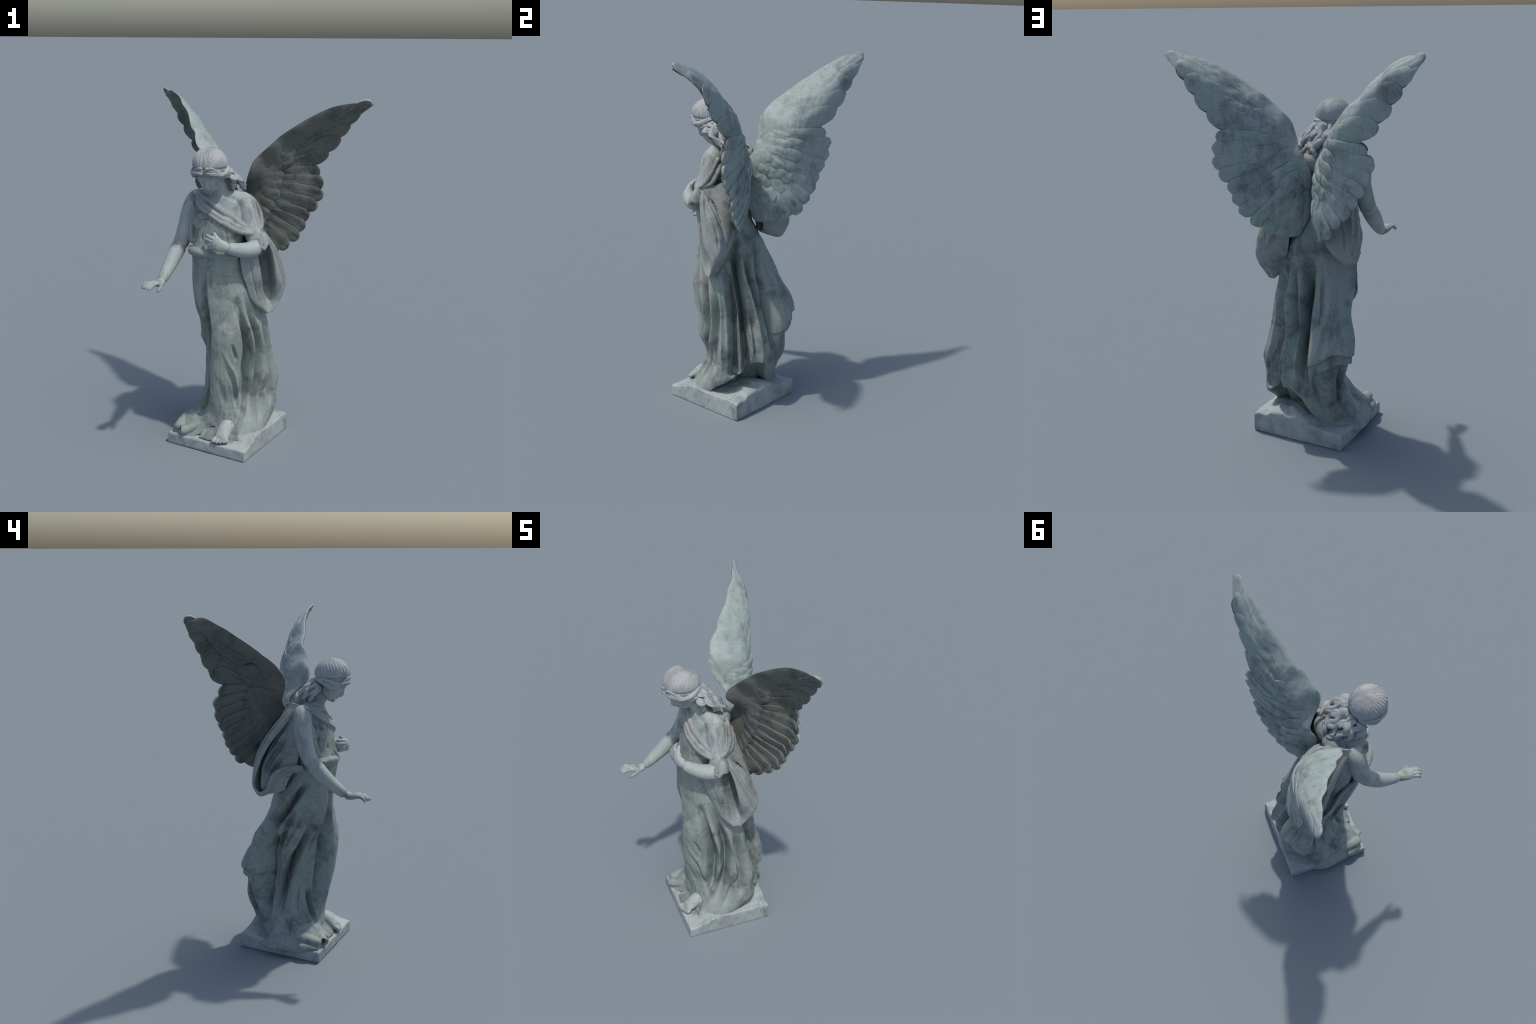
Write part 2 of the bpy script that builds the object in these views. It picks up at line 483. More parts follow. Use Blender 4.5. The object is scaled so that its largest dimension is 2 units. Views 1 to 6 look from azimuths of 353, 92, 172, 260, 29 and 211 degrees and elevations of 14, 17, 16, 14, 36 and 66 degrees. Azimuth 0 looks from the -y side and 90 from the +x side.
def build_robe():
    m, n = 420, 240
    az = np.linspace(0, 360, m, endpoint=False)
    hem = spline(HEM, m, closed=True)[:, 0]
    Z = np.stack([hem * (1 - v) + 1.165 * v for v in np.linspace(0, 1, n)])
    AZ = np.broadcast_to(az, Z.shape)
    r, cy = robe_radius(AZ, Z)
    D = np.maximum(fold_field(AZ, Z, r), -0.165)
    r = r + D
    t = np.radians(AZ)
    R = np.stack([r * np.sin(t), cy - r * np.cos(t), Z], -1)
    inner = []                                 # turned-in hem: real cloth thickness, hollow above
    for q in np.linspace(0, 1, 8)[1:]:
        k = np.clip(R[0] * A([1, 1, 0]) - A([0, cy[0].mean(), 0]), -1, 1)
        p = R[0] - unit(k) * (0.012 + 0.05 * q)
        p[:, 2] = hem + 0.05 * q
        inner.append(p)
    return rings(np.concatenate([np.stack(inner[::-1]), R], 0))


under = []                                       # the shift showing under the raised hem
for z in (0.05, 0.15, 0.25, 0.35, 0.45):
    az = np.linspace(0, 360, 96, endpoint=False)
    w = 1 + 0.05 * np.sin(np.radians(az) * 9) + 0.03 * np.sin(np.radians(az) * 14 + 1)
    p = robe_surface(az, np.full(96, z), 0.095)
    c = A([0, p[:, 1].mean(), z])
    p = c + (p - c) * w[:, None] * A([1, 1, 0]) + 0
    p[:, 2] = z
    under.append(p)
UNDER = rings(np.stack(under))

PARTS = []                                       # (label, shape): fused into one skin below
def part(label, *shapes):
    for s in shapes:
        PARTS.append((label, s))


part('robe', build_robe(), UNDER)

# raised swag of cloth at her back right, with the second layer peeping out below it
def flap(az0, az1, top, hem, lift, lean=0.0, n=25, thick=0.012):
    """Sheet that leaves the robe at height `top` and stands off by `lift` at its own hem."""
    az = np.linspace(az0, az1, n)
    hz, lf = spline(hem, n)[:, 0], spline(lift, n)[:, 0]
    side = np.clip(np.abs(np.linspace(-1, 1, n)) * 1.6 - 0.6, 0, 1)       # both side edges sink into the robe
    rows = []
    for v in (0.0, 0.25, 0.5, 0.75, 1.0):
        z = top * (1 - v) + hz * v
        r, cy = robe_radius(az, z)
        r = r + np.maximum(fold_field(az, z, r), -0.10) - 0.014 * (1 - v) + lf * v**1.3 - 0.05 * side**3
        t = np.radians(az + lean * v)
        rows.append(np.stack([r * np.sin(t), cy - r * np.cos(t), z], -1))
    return sheet(rows, 40, 60, thick)


part('robe', flap(190, 256, 0.70, [0.40, 0.445, 0.49, 0.525, 0.515, 0.515, 0.53], [0.004, 0.012, 0.022, 0.022, 0.026, 0.018, 0.002]),
     flap(202, 254, 0.58, [0.40, 0.43, 0.465, 0.470, 0.48], [0.002, 0.012, 0.016, 0.014, 0.0]))

# cloth train gathered on the slab at her right: a rolled edge with an open end
def curl(path, radius, turns=1.25, start=0.0, thick=0.009, up=(0, 0, 1)):
    P = spline(A(path, float), 24)
    T = unit(np.gradient(P, axis=0))
    sd = unit(np.cross(T, A(up, float)))
    u = np.cross(sd, T)
    r = spline(A(radius, float), 24)[:, 0]
    a = start + np.linspace(0, 2 * np.pi * turns, 44)
    k = 1 - 0.42 * np.linspace(0, 1, 44)
    R = P[:, None] + r[:, None, None] * k[None, :, None] * (np.cos(a)[None, :, None] * sd[:, None] + np.sin(a)[None, :, None] * u[:, None])
    return sheet(R, 40, 60, thick)


part('robe',
     curl([(-0.07, -0.165, 0.150), (-0.105, -0.198, 0.118), (-0.14, -0.226, 0.098), (-0.170, -0.248, 0.095)], [0.016, 0.021, 0.026, 0.030], 1.3, 2.6),
     tube([(-0.01, -0.130, 0.29), (-0.035, -0.148, 0.205), (-0.070, -0.172, 0.135), (-0.120, -0.208, 0.100)], [0.014, 0.020, 0.023, 0.020]),
     tube([(-0.195, -0.075, 0.13), (-0.205, -0.14, 0.115), (-0.200, -0.205, 0.105), (-0.190, -0.245, 0.10)], [0.036, 0.036, 0.032, 0.024], flat=0.8),
     tube([(-0.238, -0.12, 0.075), (-0.232, -0.18, 0.072), (-0.212, -0.235, 0.068)], [0.034, 0.032, 0.020], flat=0.8),
     curl([(-0.180, 0.040, 0.21), (-0.200, 0.038, 0.175), (-0.218, 0.032, 0.145), (-0.238, 0.022, 0.112)], [0.012, 0.016, 0.019, 0.020], 1.2, 1.0, 0.008, (-1, 0, 0.4)),
     tube([(-0.155, 0.06, 0.24), (-0.190, 0.095, 0.15), (-0.205, 0.125, 0.095), (-0.192, 0.145, 0.072)], [0.022, 0.028, 0.032, 0.024]))
# shift hem lying on the slab beside the foot
part('robe', sheet([[(-0.04, -0.13, 0.115), (0.02, -0.14, 0.125), (0.06, -0.15, 0.14)],
                    [(-0.05, -0.200, 0.078), (0.015, -0.200, 0.084), (0.055, -0.19, 0.095)],
                    [(-0.055, -0.228, 0.060), (0.010, -0.232, 0.060), (0.042, -0.212, 0.066)]], 20, 20, 0.03))

# ----------------------------------------------------------------------------------
#  body
# ----------------------------------------------------------------------------------
TORSO = [  # z, cx, cy, half width, half depth front, half depth back
    (1.04, 0.00, -0.075, 0.148, 0.145, 0.14), (1.10, 0.00, -0.085, 0.146, 0.145, 0.14), (1.16, 0.005, -0.095, 0.144, 0.140, 0.145),
    (1.22, 0.01, -0.10, 0.136, 0.112, 0.135), (1.28, 0.012, -0.10, 0.138, 0.100, 0.13), (1.34, 0.012, -0.095, 0.142, 0.094, 0.115),
    (1.40, 0.010, -0.085, 0.145, 0.082, 0.095), (1.44, 0.008, -0.080, 0.132, 0.074, 0.08), (1.47, 0.010, -0.078, 0.090, 0.065, 0.075),
    (1.49, 0.012, -0.080, 0.050, 0.045, 0.05)]
az = np.linspace(0, 2 * np.pi, 72, endpoint=False)
R = []
for z, cx, cy, w, f, b in spline(A(TORSO), 50):
    s, c = np.sin(az), -np.cos(az)
    k = (abs(s)**2.4 + abs(c)**2.4)**(-1 / 2.4)
    R.append(np.stack([cx + w * s * k, cy + np.where(c < 0, f, b) * c * k, np.full(72, z)], -1))
part('torso', rings(np.stack(R)))
part('torso', ball((-0.070, -0.155, 1.322), (0.054, 0.050, 0.056)), ball((0.082, -0.140, 1.330), (0.056, 0.046, 0.056)),
     tube([(-0.12, -0.085, 1.455), (0.0, -0.10, 1.465), (0.14, -0.07, 1.452)], [0.035, 0.045, 0.042]),
     ball((0.135, -0.064, 1.438), (0.050, 0.052, 0.048)), ball((-0.140, -0.088, 1.432), (0.052, 0.054, 0.05)))
part('neck', tube([(0.012, -0.080, 1.44), (0.018, -0.105, 1.495), (0.018, -0.145, 1.555), (0.014, -0.17, 1.62)], [0.062, 0.054, 0.052, 0.056], flat=0.95))

# head, bowed about 35 degrees and turned a little to her left
HC = A([0.014, -0.200, 1.655])
pit, yaw = math.radians(35), math.radians(14)
HF = A([math.sin(yaw) * math.cos(pit), -math.cos(yaw) * math.cos(pit), -math.sin(pit)])
HS = A([math.cos(yaw), math.sin(yaw), 0.0])
HU = np.cross(HF, -HS)
HU = HU if HU[2] > 0 else -HU
HX = np.stack([HS, HF, HU])                      # rows: her left, forward, up
def H(s, f, u):
    return HC + A([s, f, u]) @ HX


part('head',
     ball(H(0, 0.010, -0.02), (0.078, 0.088, 0.085), HX),
     ball(H(0, 0.052, -0.062), (0.060, 0.056, 0.078), HX),
     ball(H(0, 0.070, -0.105), (0.040, 0.034, 0.036), HX),
     ball(H(0, 0.091, -0.124), (0.017, 0.014, 0.014), HX),
     tube([H(0.05, 0.01, -0.075), H(0.045, 0.045, -0.105), H(0.018, 0.078, -0.124)], [0.02, 0.02, 0.016]),
     tube([H(-0.05, 0.01, -0.075), H(-0.045, 0.045, -0.105), H(-0.018, 0.078, -0.124)], [0.02, 0.02, 0.016]),
     tube([H(0, 0.096, -0.020), H(0, 0.108, -0.048), H(0, 0.119, -0.071)], [0.008, 0.008, 0.011]),
     tube([H(0.010, 0.106, -0.076), H(0, 0.116, -0.076), H(-0.010, 0.106, -0.076)], [0.006, 0.008, 0.006]),
     tube([H(0.018, 0.095, -0.092), H(0, 0.107, -0.091), H(-0.018, 0.095, -0.092)], [0.004, 0.006, 0.004]),
     tube([H(0.014, 0.096, -0.101), H(0, 0.105, -0.101), H(-0.014, 0.096, -0.101)], [0.004, 0.006, 0.004]),
     tube([H(0.045, 0.078, -0.026), H(0.022, 0.100, -0.018), H(0, 0.102, -0.020), H(-0.022, 0.100, -0.018), H(-0.045, 0.078, -0.026)], [0.008, 0.008, 0.007, 0.008, 0.008]),
     ball(H(0.025, 0.088, -0.038), (0.012, 0.010, 0.008), HX), ball(H(-0.025, 0.088, -0.038), (0.012, 0.010, 0.008), HX))

# arms
part('arm',   # her left: bent across the body
     tube([(0.095, -0.064, 1.455), (0.140, -0.060, 1.432), (0.166, -0.058, 1.370), (0.190, -0.062, 1.290), (0.230, -0.072, 1.212)], [0.040, 0.053, 0.054, 0.051, 0.046]),
     tube([(0.244, -0.070, 1.198), (0.215, -0.135, 1.190), (0.175, -0.200, 1.200), (0.138, -0.238, 1.216)], [0.043, 0.043, 0.036, 0.029]),
     # her right: reaching forward and down
     tube([(-0.100, -0.085, 1.450), (-0.148, -0.088, 1.428), (-0.178, -0.100, 1.360), (-0.192, -0.122, 1.280), (-0.200, -0.150, 1.215), (-0.204, -0.185, 1.165)], [0.040, 0.052, 0.053, 0.049, 0.046, 0.043]),
     tube([(-0.203, -0.170, 1.185), (-0.206, -0.235, 1.120), (-0.200, -0.315, 1.055), (-0.192, -0.380, 1.012)], [0.044, 0.043, 0.034, 0.026]))

# hands
def finger(label, pts, r):
    part(label, tube(pts, [r, r * 1.02, r * 0.95, r * 0.72], n=20, m=12))


part('hand', tube([(0.145, -0.234, 1.213), (0.112, -0.256, 1.224), (0.085, -0.262, 1.232), (0.068, -0.258, 1.234)], [0.027, 0.034, 0.037, 0.030], flat=[0.85, 0.55, 0.48, 0.45], up=(0.3, -0.9, 0.1)))
for dz, dl, dy in ((0.030, 0.000, 0.0), (0.012, -0.010, 0.004), (-0.007, -0.006, 0.004), (-0.024, 0.010, 0.0)):
    z = 1.232 + dz
    finger('hand', [(0.085, -0.258, z - 0.3 * dz), (0.055, -0.258 - dy, z + 0.001), (0.030 + dl, -0.248 - dy, z + 0.004), (0.008 + dl, -0.232, z + 0.008)], 0.0098)
finger('hand', [(0.112, -0.246, 1.245), (0.088, -0.250, 1.262), (0.070, -0.242, 1.275), (0.055, -0.232, 1.286)], 0.0105)

part('hand', tube([(-0.192, -0.372, 1.016), (-0.190, -0.405, 1.010), (-0.193, -0.435, 1.018), (-0.196, -0.462, 1.024)], [0.027, 0.032, 0.036, 0.032], flat=[0.9, 0.6, 0.45, 0.4], up=(0, 0.2, 1)))
for dx, ln, dz in ((0.026, 0.052, -0.006), (0.009, 0.060, 0.0), (-0.009, 0.056, 0.0), (-0.025, 0.044, -0.004)):
    x, y0 = -0.196 + dx, -0.456
    finger('hand', [(x, y0, 1.024 + dz), (x - 0.002, y0 - ln * 0.4, 1.026 + dz), (x - 0.005, y0 - ln * 0.75, 1.016 + dz), (x - 0.008, y0 - ln * 1.05, 1.002 + dz)], 0.0092)
finger('hand', [(-0.172, -0.405, 1.008), (-0.155, -0.432, 1.002), (-0.149, -0.455, 0.995), (-0.147, -0.478, 0.986)], 0.0105)

# left foot stepping out from under the robe
part('foot', tube([(0.074, -0.080, 0.160), (0.080, -0.130, 0.142), (0.082, -0.175, 0.122), (0.085, -0.210, 0.098), (0.086, -0.238, 0.083)], [0.036, 0.040, 0.043, 0.042, 0.034], flat=[1.0, 1.0, 0.85, 0.62, 0.5]))
for dx, ln, r in ((-0.029, 0.038, 0.0145), (-0.006, 0.038, 0.0110), (0.012, 0.030, 0.0105), (0.028, 0.019, 0.0100), (0.042, 0.006, 0.0095)):
    part('foot', tube([(0.088 + dx * 0.8, -0.212, 0.086), (0.087 + dx, -0.226 - ln * 0.4, 0.087), (0.084 + dx, -0.226 - ln, 0.075)], [r * 1.1, r, r * 0.9], n=18, m=12))

# ----------------------------------------------------------------------------------
#  mantle
# ----------------------------------------------------------------------------------
# band across the breast: soft rolls that part and meet again at the pin
part('mantle',
     tube([(-0.128, -0.080, 1.478), (-0.075, -0.140, 1.462), (-0.015, -0.160, 1.440), (0.036, -0.162, 1.406), (0.076, -0.160, 1.382), (0.115, -0.150, 1.360), (0.150, -0.124, 1.328), (0.190, -0.100, 1.303), (0.238, -0.068, 1.290)], [0.012, 0.013, 0.014, 0.015, 0.016, 0.016, 0.015, 0.014, 0.010]),
     tube([(-0.128, -0.085, 1.478), (-0.085, -0.148, 1.445), (-0.030, -0.170, 1.410), (0.020, -0.173, 1.378), (0.070, -0.172, 1.352), (0.110, -0.158, 1.334), (0.155, -0.138, 1.303), (0.200, -0.108, 1.286), (0.238, -0.066, 1.282)], [0.012, 0.014, 0.015, 0.016, 0.017, 0.018, 0.017, 0.014, 0.010]),
     tube([(-0.128, -0.088, 1.474), (-0.098, -0.152, 1.428), (-0.050, -0.176, 1.392), (0.005, -0.180, 1.366), (0.060, -0.184, 1.338), (0.110, -0.172, 1.314), (0.160, -0.145, 1.288), (0.212, -0.108, 1.276), (0.240, -0.066, 1.276)], [0.010, 0.012, 0.013, 0.014, 0.015, 0.016, 0.016, 0.013, 0.010]),
     sheet([[(-0.120, -0.065, 1.470), (-0.015, -0.140, 1.432), (0.095, -0.140, 1.368), (0.235, -0.062, 1.288)],
            [(-0.120, -0.075, 1.465), (-0.030, -0.155, 1.400), (0.085, -0.155, 1.338), (0.235, -0.060, 1.282)],
            [(-0.120, -0.080, 1.450), (-0.040, -0.160, 1.380), (0.080, -0.165, 1.318), (0.235, -0.060, 1.276)]], 20, 50, 0.020))
# the pin on her left arm, and the edge that climbs from it behind the shoulder
part('mantle', ball((0.245, -0.054, 1.284), (0.012, 0.012, 0.012)),
     tube([(0.242, -0.050, 1.284), (0.230, -0.020, 1.320), (0.208, 0.000, 1.370), (0.174, 0.005, 1.425), (0.130, 0.005, 1.465)], [0.009, 0.012, 0.013, 0.012, 0.010]),
     tube([(0.240, -0.045, 1.282), (0.216, 0.005, 1.312), (0.190, 0.022, 1.362), (0.150, 0.025, 1.420)], [0.009, 0.012, 0.014, 0.013]))
# gathered cloth at the elbow, below the pin
part('mantle', tube([(0.243, -0.052, 1.278), (0.256, -0.058, 1.240), (0.264, -0.066, 1.200)], [0.022, 0.036, 0.038]),
     tube([(0.250, -0.062, 1.270), (0.262, -0.090, 1.232), (0.270, -0.108, 1.190)], [0.010, 0.013, 0.011]),
     tube([(0.254, -0.052, 1.265), (0.284, -0.070, 1.225), (0.284, -0.095, 1.186)], [0.010, 0.013, 0.011]))
# hanging pouch at her left hip: front strip, dark hollow, outer strip, joined at the lowest tip
part('mantle', sheet([
    [(0.205, -0.085, 1.262), (0.220, -0.080, 1.264), (0.240, -0.070, 1.268), (0.238, -0.060, 1.268), (0.238, -0.050, 1.268), (0.245, -0.045, 1.270), (0.252, -0.045, 1.272), (0.250, -0.030, 1.272), (0.245, -0.022, 1.272), (0.235, -0.025, 1.270)],
    [(0.165, -0.135, 1.170), (0.195, -0.115, 1.168), (0.230, -0.085, 1.170), (0.215, -0.045, 1.170), (0.188, 0.015, 1.170), (0.225, 0.030, 1.172), (0.284, -0.006, 1.175), (0.278, 0.032, 1.172), (0.264, 0.066, 1.170), (0.220, 0.060, 1.170)],
    [(0.166, -0.126, 1.060), (0.202, -0.098, 1.058), (0.236, -0.055, 1.060), (0.215, -0.020, 1.058), (0.176, 0.055, 1.058), (0.215, 0.085, 1.060), (0.292, 0.020, 1.064), (0.300, 0.072, 1.060), (0.280, 0.120, 1.060), (0.215, 0.115, 1.058)],
    [(0.178, -0.094, 0.970), (0.208, -0.070, 0.966), (0.238, -0.035, 0.966), (0.220, -0.005, 0.962), (0.182, 0.065, 0.960), (0.222, 0.095, 0.960), (0.292, 0.040, 0.966), (0.306, 0.092, 0.966), (0.292, 0.138, 0.966), (0.225, 0.128, 0.962)],
    [(0.189, -0.068, 0.900), (0.214, -0.050, 0.894), (0.240, -0.025, 0.890), (0.228, 0.005, 0.888), (0.215, 0.050, 0.886), (0.236, 0.070, 0.886), (0.268, 0.062, 0.890), (0.294, 0.084, 0.894), (0.290, 0.110, 0.896), (0.232, 0.102, 0.892)],
    [(0.208, -0.038, 0.852), (0.226, -0.034, 0.846), (0.244, -0.018, 0.842), (0.238, 0.006, 0.840), (0.234, 0.034, 0.838), (0.244, 0.050, 0.838), (0.256, 0.060, 0.842), (0.275, 0.068, 0.848), (0.280, 0.078, 0.850), (0.242, 0.074, 0.846)],
    [(0.242, 0.008, 0.806), (0.250, 0.012, 0.800), (0.254, 0.018, 0.798), (0.252, 0.024, 0.796), (0.250, 0.030, 0.796), (0.254, 0.036, 0.796), (0.260, 0.042, 0.798), (0.268, 0.046, 0.802), (0.266, 0.050, 0.806), (0.252, 0.044, 0.804)]],
    80, 120, 0.010))
# cloth drawn over the upper back between the wings
part('mantle', ball((0.055, 0.000, 1.425), (0.075, 0.055, 0.055)), ball((-0.045, -0.005, 1.425), (0.070, 0.055, 0.055)))
# broad back of the mantle between the pin and the wing
part('mantle', sheet([
    [(0.238, -0.040, 1.282), (0.205, 0.010, 1.300), (0.160, 0.045, 1.320), (0.100, 0.065, 1.330)],
    [(0.235, 0.060, 1.200), (0.205, 0.080, 1.200), (0.165, 0.095, 1.200), (0.110, 0.090, 1.200)],
    [(0.235, 0.118, 1.080), (0.205, 0.125, 1.075), (0.170, 0.118, 1.070), (0.120, 0.095, 1.065)],
    [(0.238, 0.130, 0.980), (0.215, 0.128, 0.965), (0.185, 0.112, 0.960), (0.140, 0.085, 0.965)],
    [(0.240, 0.098, 0.880), (0.230, 0.092, 0.872), (0.215, 0.080, 0.868), (0.190, 0.060, 0.875)],
    [(0.252, 0.046, 0.806), (0.250, 0.042, 0.803), (0.246, 0.038, 0.802), (0.240, 0.034, 0.806)]], 50, 40, 0.014))
# sweep behind her right arm: from the shoulder pin, down the back, looping up again under the arm
part('mantle', sheet([
    [(-0.06, 0.045, 1.470), (-0.085, 0.020, 1.480), (-0.110, -0.020, 1.485), (-0.132, -0.075, 1.480)],
    [(-0.06, 0.080, 1.360), (-0.110, 0.070, 1.375), (-0.155, 0.040, 1.385), (-0.178, -0.010, 1.395)],
    [(-0.07, 0.105, 1.220), (-0.140, 0.135, 1.225), (-0.205, 0.120, 1.235), (-0.245, 0.080, 1.260)],
    [(-0.08, 0.115, 1.110), (-0.150, 0.160, 1.100), (-0.230, 0.155, 1.100), (-0.285, 0.130, 1.130)],
    [(-0.10, 0.115, 1.040), (-0.160, 0.155, 1.020), (-0.235, 0.160, 1.010), (-0.290, 0.150, 1.040)],
    [(-0.13, 0.075, 1.000), (-0.180, 0.110, 0.975), (-0.232, 0.130, 0.960), (-0.272, 0.120, 0.985)],
    [(-0.15, 0.030, 1.010), (-0.190, 0.055, 0.995), (-0.235, 0.070, 0.990), (-0.262, 0.060, 1.020)]],
    64, 40, 0.014))
part('mantle', sheet([
    [(-0.130, 0.060, 1.000), (-0.185, 0.070, 0.985), (-0.235, 0.080, 0.985), (-0.262, 0.075, 1.010)],
    [(-0.140, 0.030, 1.060), (-0.185, 0.040, 1.050), (-0.235, 0.050, 1.050), (-0.262, 0.052, 1.075)],
    [(-0.135, -0.030, 1.100), (-0.170, -0.020, 1.095), (-0.205, -0.015, 1.105), (-0.225, -0.010, 1.130)],
    [(-0.120, -0.120, 1.120), (-0.150, -0.110, 1.115), (-0.168, -0.110, 1.125), (-0.175, -0.105, 1.150)]],
    40, 30, 0.016))
part('mantle', sheet([
    [(-0.134, -0.074, 1.430), (-0.145, -0.034, 1.430), (-0.128, -0.004, 1.430), (-0.116, 0.016, 1.425)],
    [(-0.149, -0.084, 1.330), (-0.165, -0.024, 1.325), (-0.153, 0.026, 1.320), (-0.146, 0.056, 1.315)],
    [(-0.159, -0.079, 1.230), (-0.175, -0.009, 1.220), (-0.173, 0.056, 1.215), (-0.181, 0.101, 1.220)],
    [(-0.169, -0.064, 1.140), (-0.190, 0.006, 1.125), (-0.198, 0.076, 1.115), (-0.216, 0.126, 1.120)],
    [(-0.184, -0.024, 1.060), (-0.210, 0.031, 1.040), (-0.223, 0.086, 1.025), (-0.241, 0.126, 1.030)],
    [(-0.189, 0.000, 0.995), (-0.205, 0.050, 0.980), (-0.210, 0.092, 0.970), (-0.221, 0.122, 0.980)]],
    50, 40, 0.020),
    # the rolled free edge and a second roll inside it
    tube([(-0.128, -0.070, 1.480), (-0.165, -0.005, 1.410), (-0.210, 0.055, 1.325), (-0.248, 0.100, 1.245), (-0.278, 0.135, 1.150), (-0.290, 0.150, 1.060)], [0.012, 0.015, 0.016, 0.015, 0.012, 0.009]),
    tube([(-0.115, -0.040, 1.478), (-0.150, 0.030, 1.400), (-0.195, 0.090, 1.310), (-0.235, 0.130, 1.220), (-0.262, 0.155, 1.120)], [0.012, 0.016, 0.018, 0.018, 0.012]),
    tube([(-0.262, 0.058, 1.070), (-0.245, 0.030, 1.105), (-0.215, -0.015, 1.130), (-0.178, -0.095, 1.148)], [0.010, 0.012, 0.012, 0.010]))
# loose sleeve cloth at her right breast and the blousing over the girdle
part('torso',
     tube([(-0.145, -0.105, 1.440), (-0.140, -0.125, 1.360), (-0.132, -0.145, 1.270), (-0.125, -0.165, 1.190)], [0.028, 0.028, 0.030, 0.026]),
     tube([(-0.145, -0.145, 1.165), (-0.105, -0.205, 1.160), (-0.045, -0.238, 1.168), (0.030, -0.228, 1.158), (0.110, -0.190, 1.148), (0.155, -0.12, 1.15)], [0.018, 0.022, 0.024, 0.020, 0.018, 0.016]))
# hair cap and rolled fringe ground
CAP = A([0.014, -0.200, 1.650])
part('hair', ball(CAP, (0.093, 0.101, 0.088), A([[math.cos(yaw), math.sin(yaw), 0], [math.sin(yaw), -math.cos(yaw), 0], [0, 0, 1.0]]), 30, 40),
     tube([(0.015, -0.130, 1.60), (0.012, -0.092, 1.54), (0.008, -0.050, 1.475), (0.005, -0.020, 1.42)], [0.058, 0.056, 0.046, 0.026], flat=0.8))

# ----------------------------------------------------------------------------------
#  fuse, then tool the folds
# ----------------------------------------------------------------------------------
V, F = merge([s for _, s in PARTS])
tri_lab, lo, LABELS = [], 0, sorted({p for p, _ in PARTS})
for lab, (v, f) in PARTS:
    tri_lab += [LABELS.index(lab)] * len(f)
src = BVHTree.FromPolygons([tuple(v) for v in V], F)
me = make_mesh('skin', V, F)
ob = bpy.data.objects.new('skin', me)
bpy.context.scene.collection.objects.link(ob)
md = ob.modifiers.new('fuse', 'REMESH')
md.mode = 'VOXEL'
md.voxel_size = VOXEL
dg = bpy.context.evaluated_depsgraph_get()
em = bpy.data.meshes.new_from_object(ob.evaluated_get(dg))
bpy.data.objects.remove(ob)
nv = len(em.vertices)
co = np.empty(nv * 3)
em.vertices.foreach_get('co', co)
co = co.reshape(-1, 3)
quads = np.empty(len(em.loops), np.int32)
em.loops.foreach_get('vertex_index', quads)
tot = np.empty(len(em.polygons), np.int32)
em.polygons.foreach_get('loop_total', tot)
assert (tot == 4).all()
quads = quads.reshape(-1, 4)
edge = np.empty(len(em.edges) * 2, np.int32)
em.edges.foreach_get('vertices', edge)
edge = edge.reshape(-1, 2)
bpy.data.meshes.remove(em)
deg = np.bincount(edge.ravel(), minlength=nv).astype(float)


def relax(X, times, amount=0.5):
    for _ in range(times):
        S = np.stack([np.bincount(edge[:, 0], X[edge[:, 1], k], nv) + np.bincount(edge[:, 1], X[edge[:, 0], k], nv) for k in range(X.shape[1])], -1)
        X = X + amount * (S / deg[:, None] - X)
    return X


def vertex_normals(X):
    a, b, c, d = (X[quads[:, k]] for k in range(4))
    fn = np.cross(c - a, d - b)
    N = np.zeros_like(X)
    for k in range(3):
        N[:, k] = sum(np.bincount(quads[:, j], fn[:, k], nv) for j in range(4))
    return unit(N)


lab = np.array([tri_lab[src.find_nearest(Vector(p))[2]] for p in co])
LABELS.append('bodice')                          # dress between the breast band and the girdle
B = LABELS.index
trunk = lab == B('torso')
lab[trunk & (co[:, 2] < 1.142)] = B('robe')
lab[trunk & (co[:, 2] >= 1.142) & (co[:, 2] < 1.455 - 0.53 * (co[:, 0] + 0.12)) & (co[:, 1] < 0.0)] = B('bodice')
lab[trunk & (co[:, 1] >= 0.0)] = B('mantle')
IS = {l: (lab == i) for i, l in enumerate(LABELS)}
IS['torso'] = IS['torso'] | IS['bodice']
fine = IS['hand'] | IS['head'] | IS['foot']
soft = relax(co, 3)
body = IS['arm'] | IS['torso'] | IS['neck']
co = np.where(fine[:, None], relax(co, 2), np.where(body[:, None], relax(co, 12), np.where(IS['mantle'][:, None], relax(co, 1), soft)))


def tool(strokes, X, N, smooth_sign=True):
    """Each stroke: target parts, half width, height (+ ridge, - groove), 3D path."""
    D = np.zeros(nv)
    for labels, w, h, path in strokes:
        n = max(12, int(len(path) * 10))
        P = spline(A(path), n)
        mask = np.zeros(nv, bool)
        for l in labels.split():
            mask |= IS[l]
        lo, hi = P.min(0) - w * 1.1, P.max(0) + w * 1.1
        idx = np.nonzero(mask & (X > lo).all(1) & (X < hi).all(1))[0]
        if not len(idx):
            continue
        Q = X[idx]
        best, at = np.full(len(idx), 9.0), np.zeros(len(idx))
        for k in range(n - 1):
            a, d = P[k], P[k + 1] - P[k]
            t = np.clip(((Q - a) @ d) / max(d @ d, 1e-12), 0, 1)
            r = np.linalg.norm(Q - a - t[:, None] * d, axis=1)
            better = r < best
            best = np.where(better, r, best)
            at = np.where(better, (k + t) / (n - 1), at)
        f = np.clip(1 - best / w, 0, 1)
        f = f * f * (3 - 2 * f)
        if h < 0:
            f = f**1.3
        taper = np.clip(np.minimum(at, 1 - at) / 0.16, 0, 1)**0.7
        D[idx] += h * f * (0.15 + 0.85 * taper)
    return X + N * D[:, None]


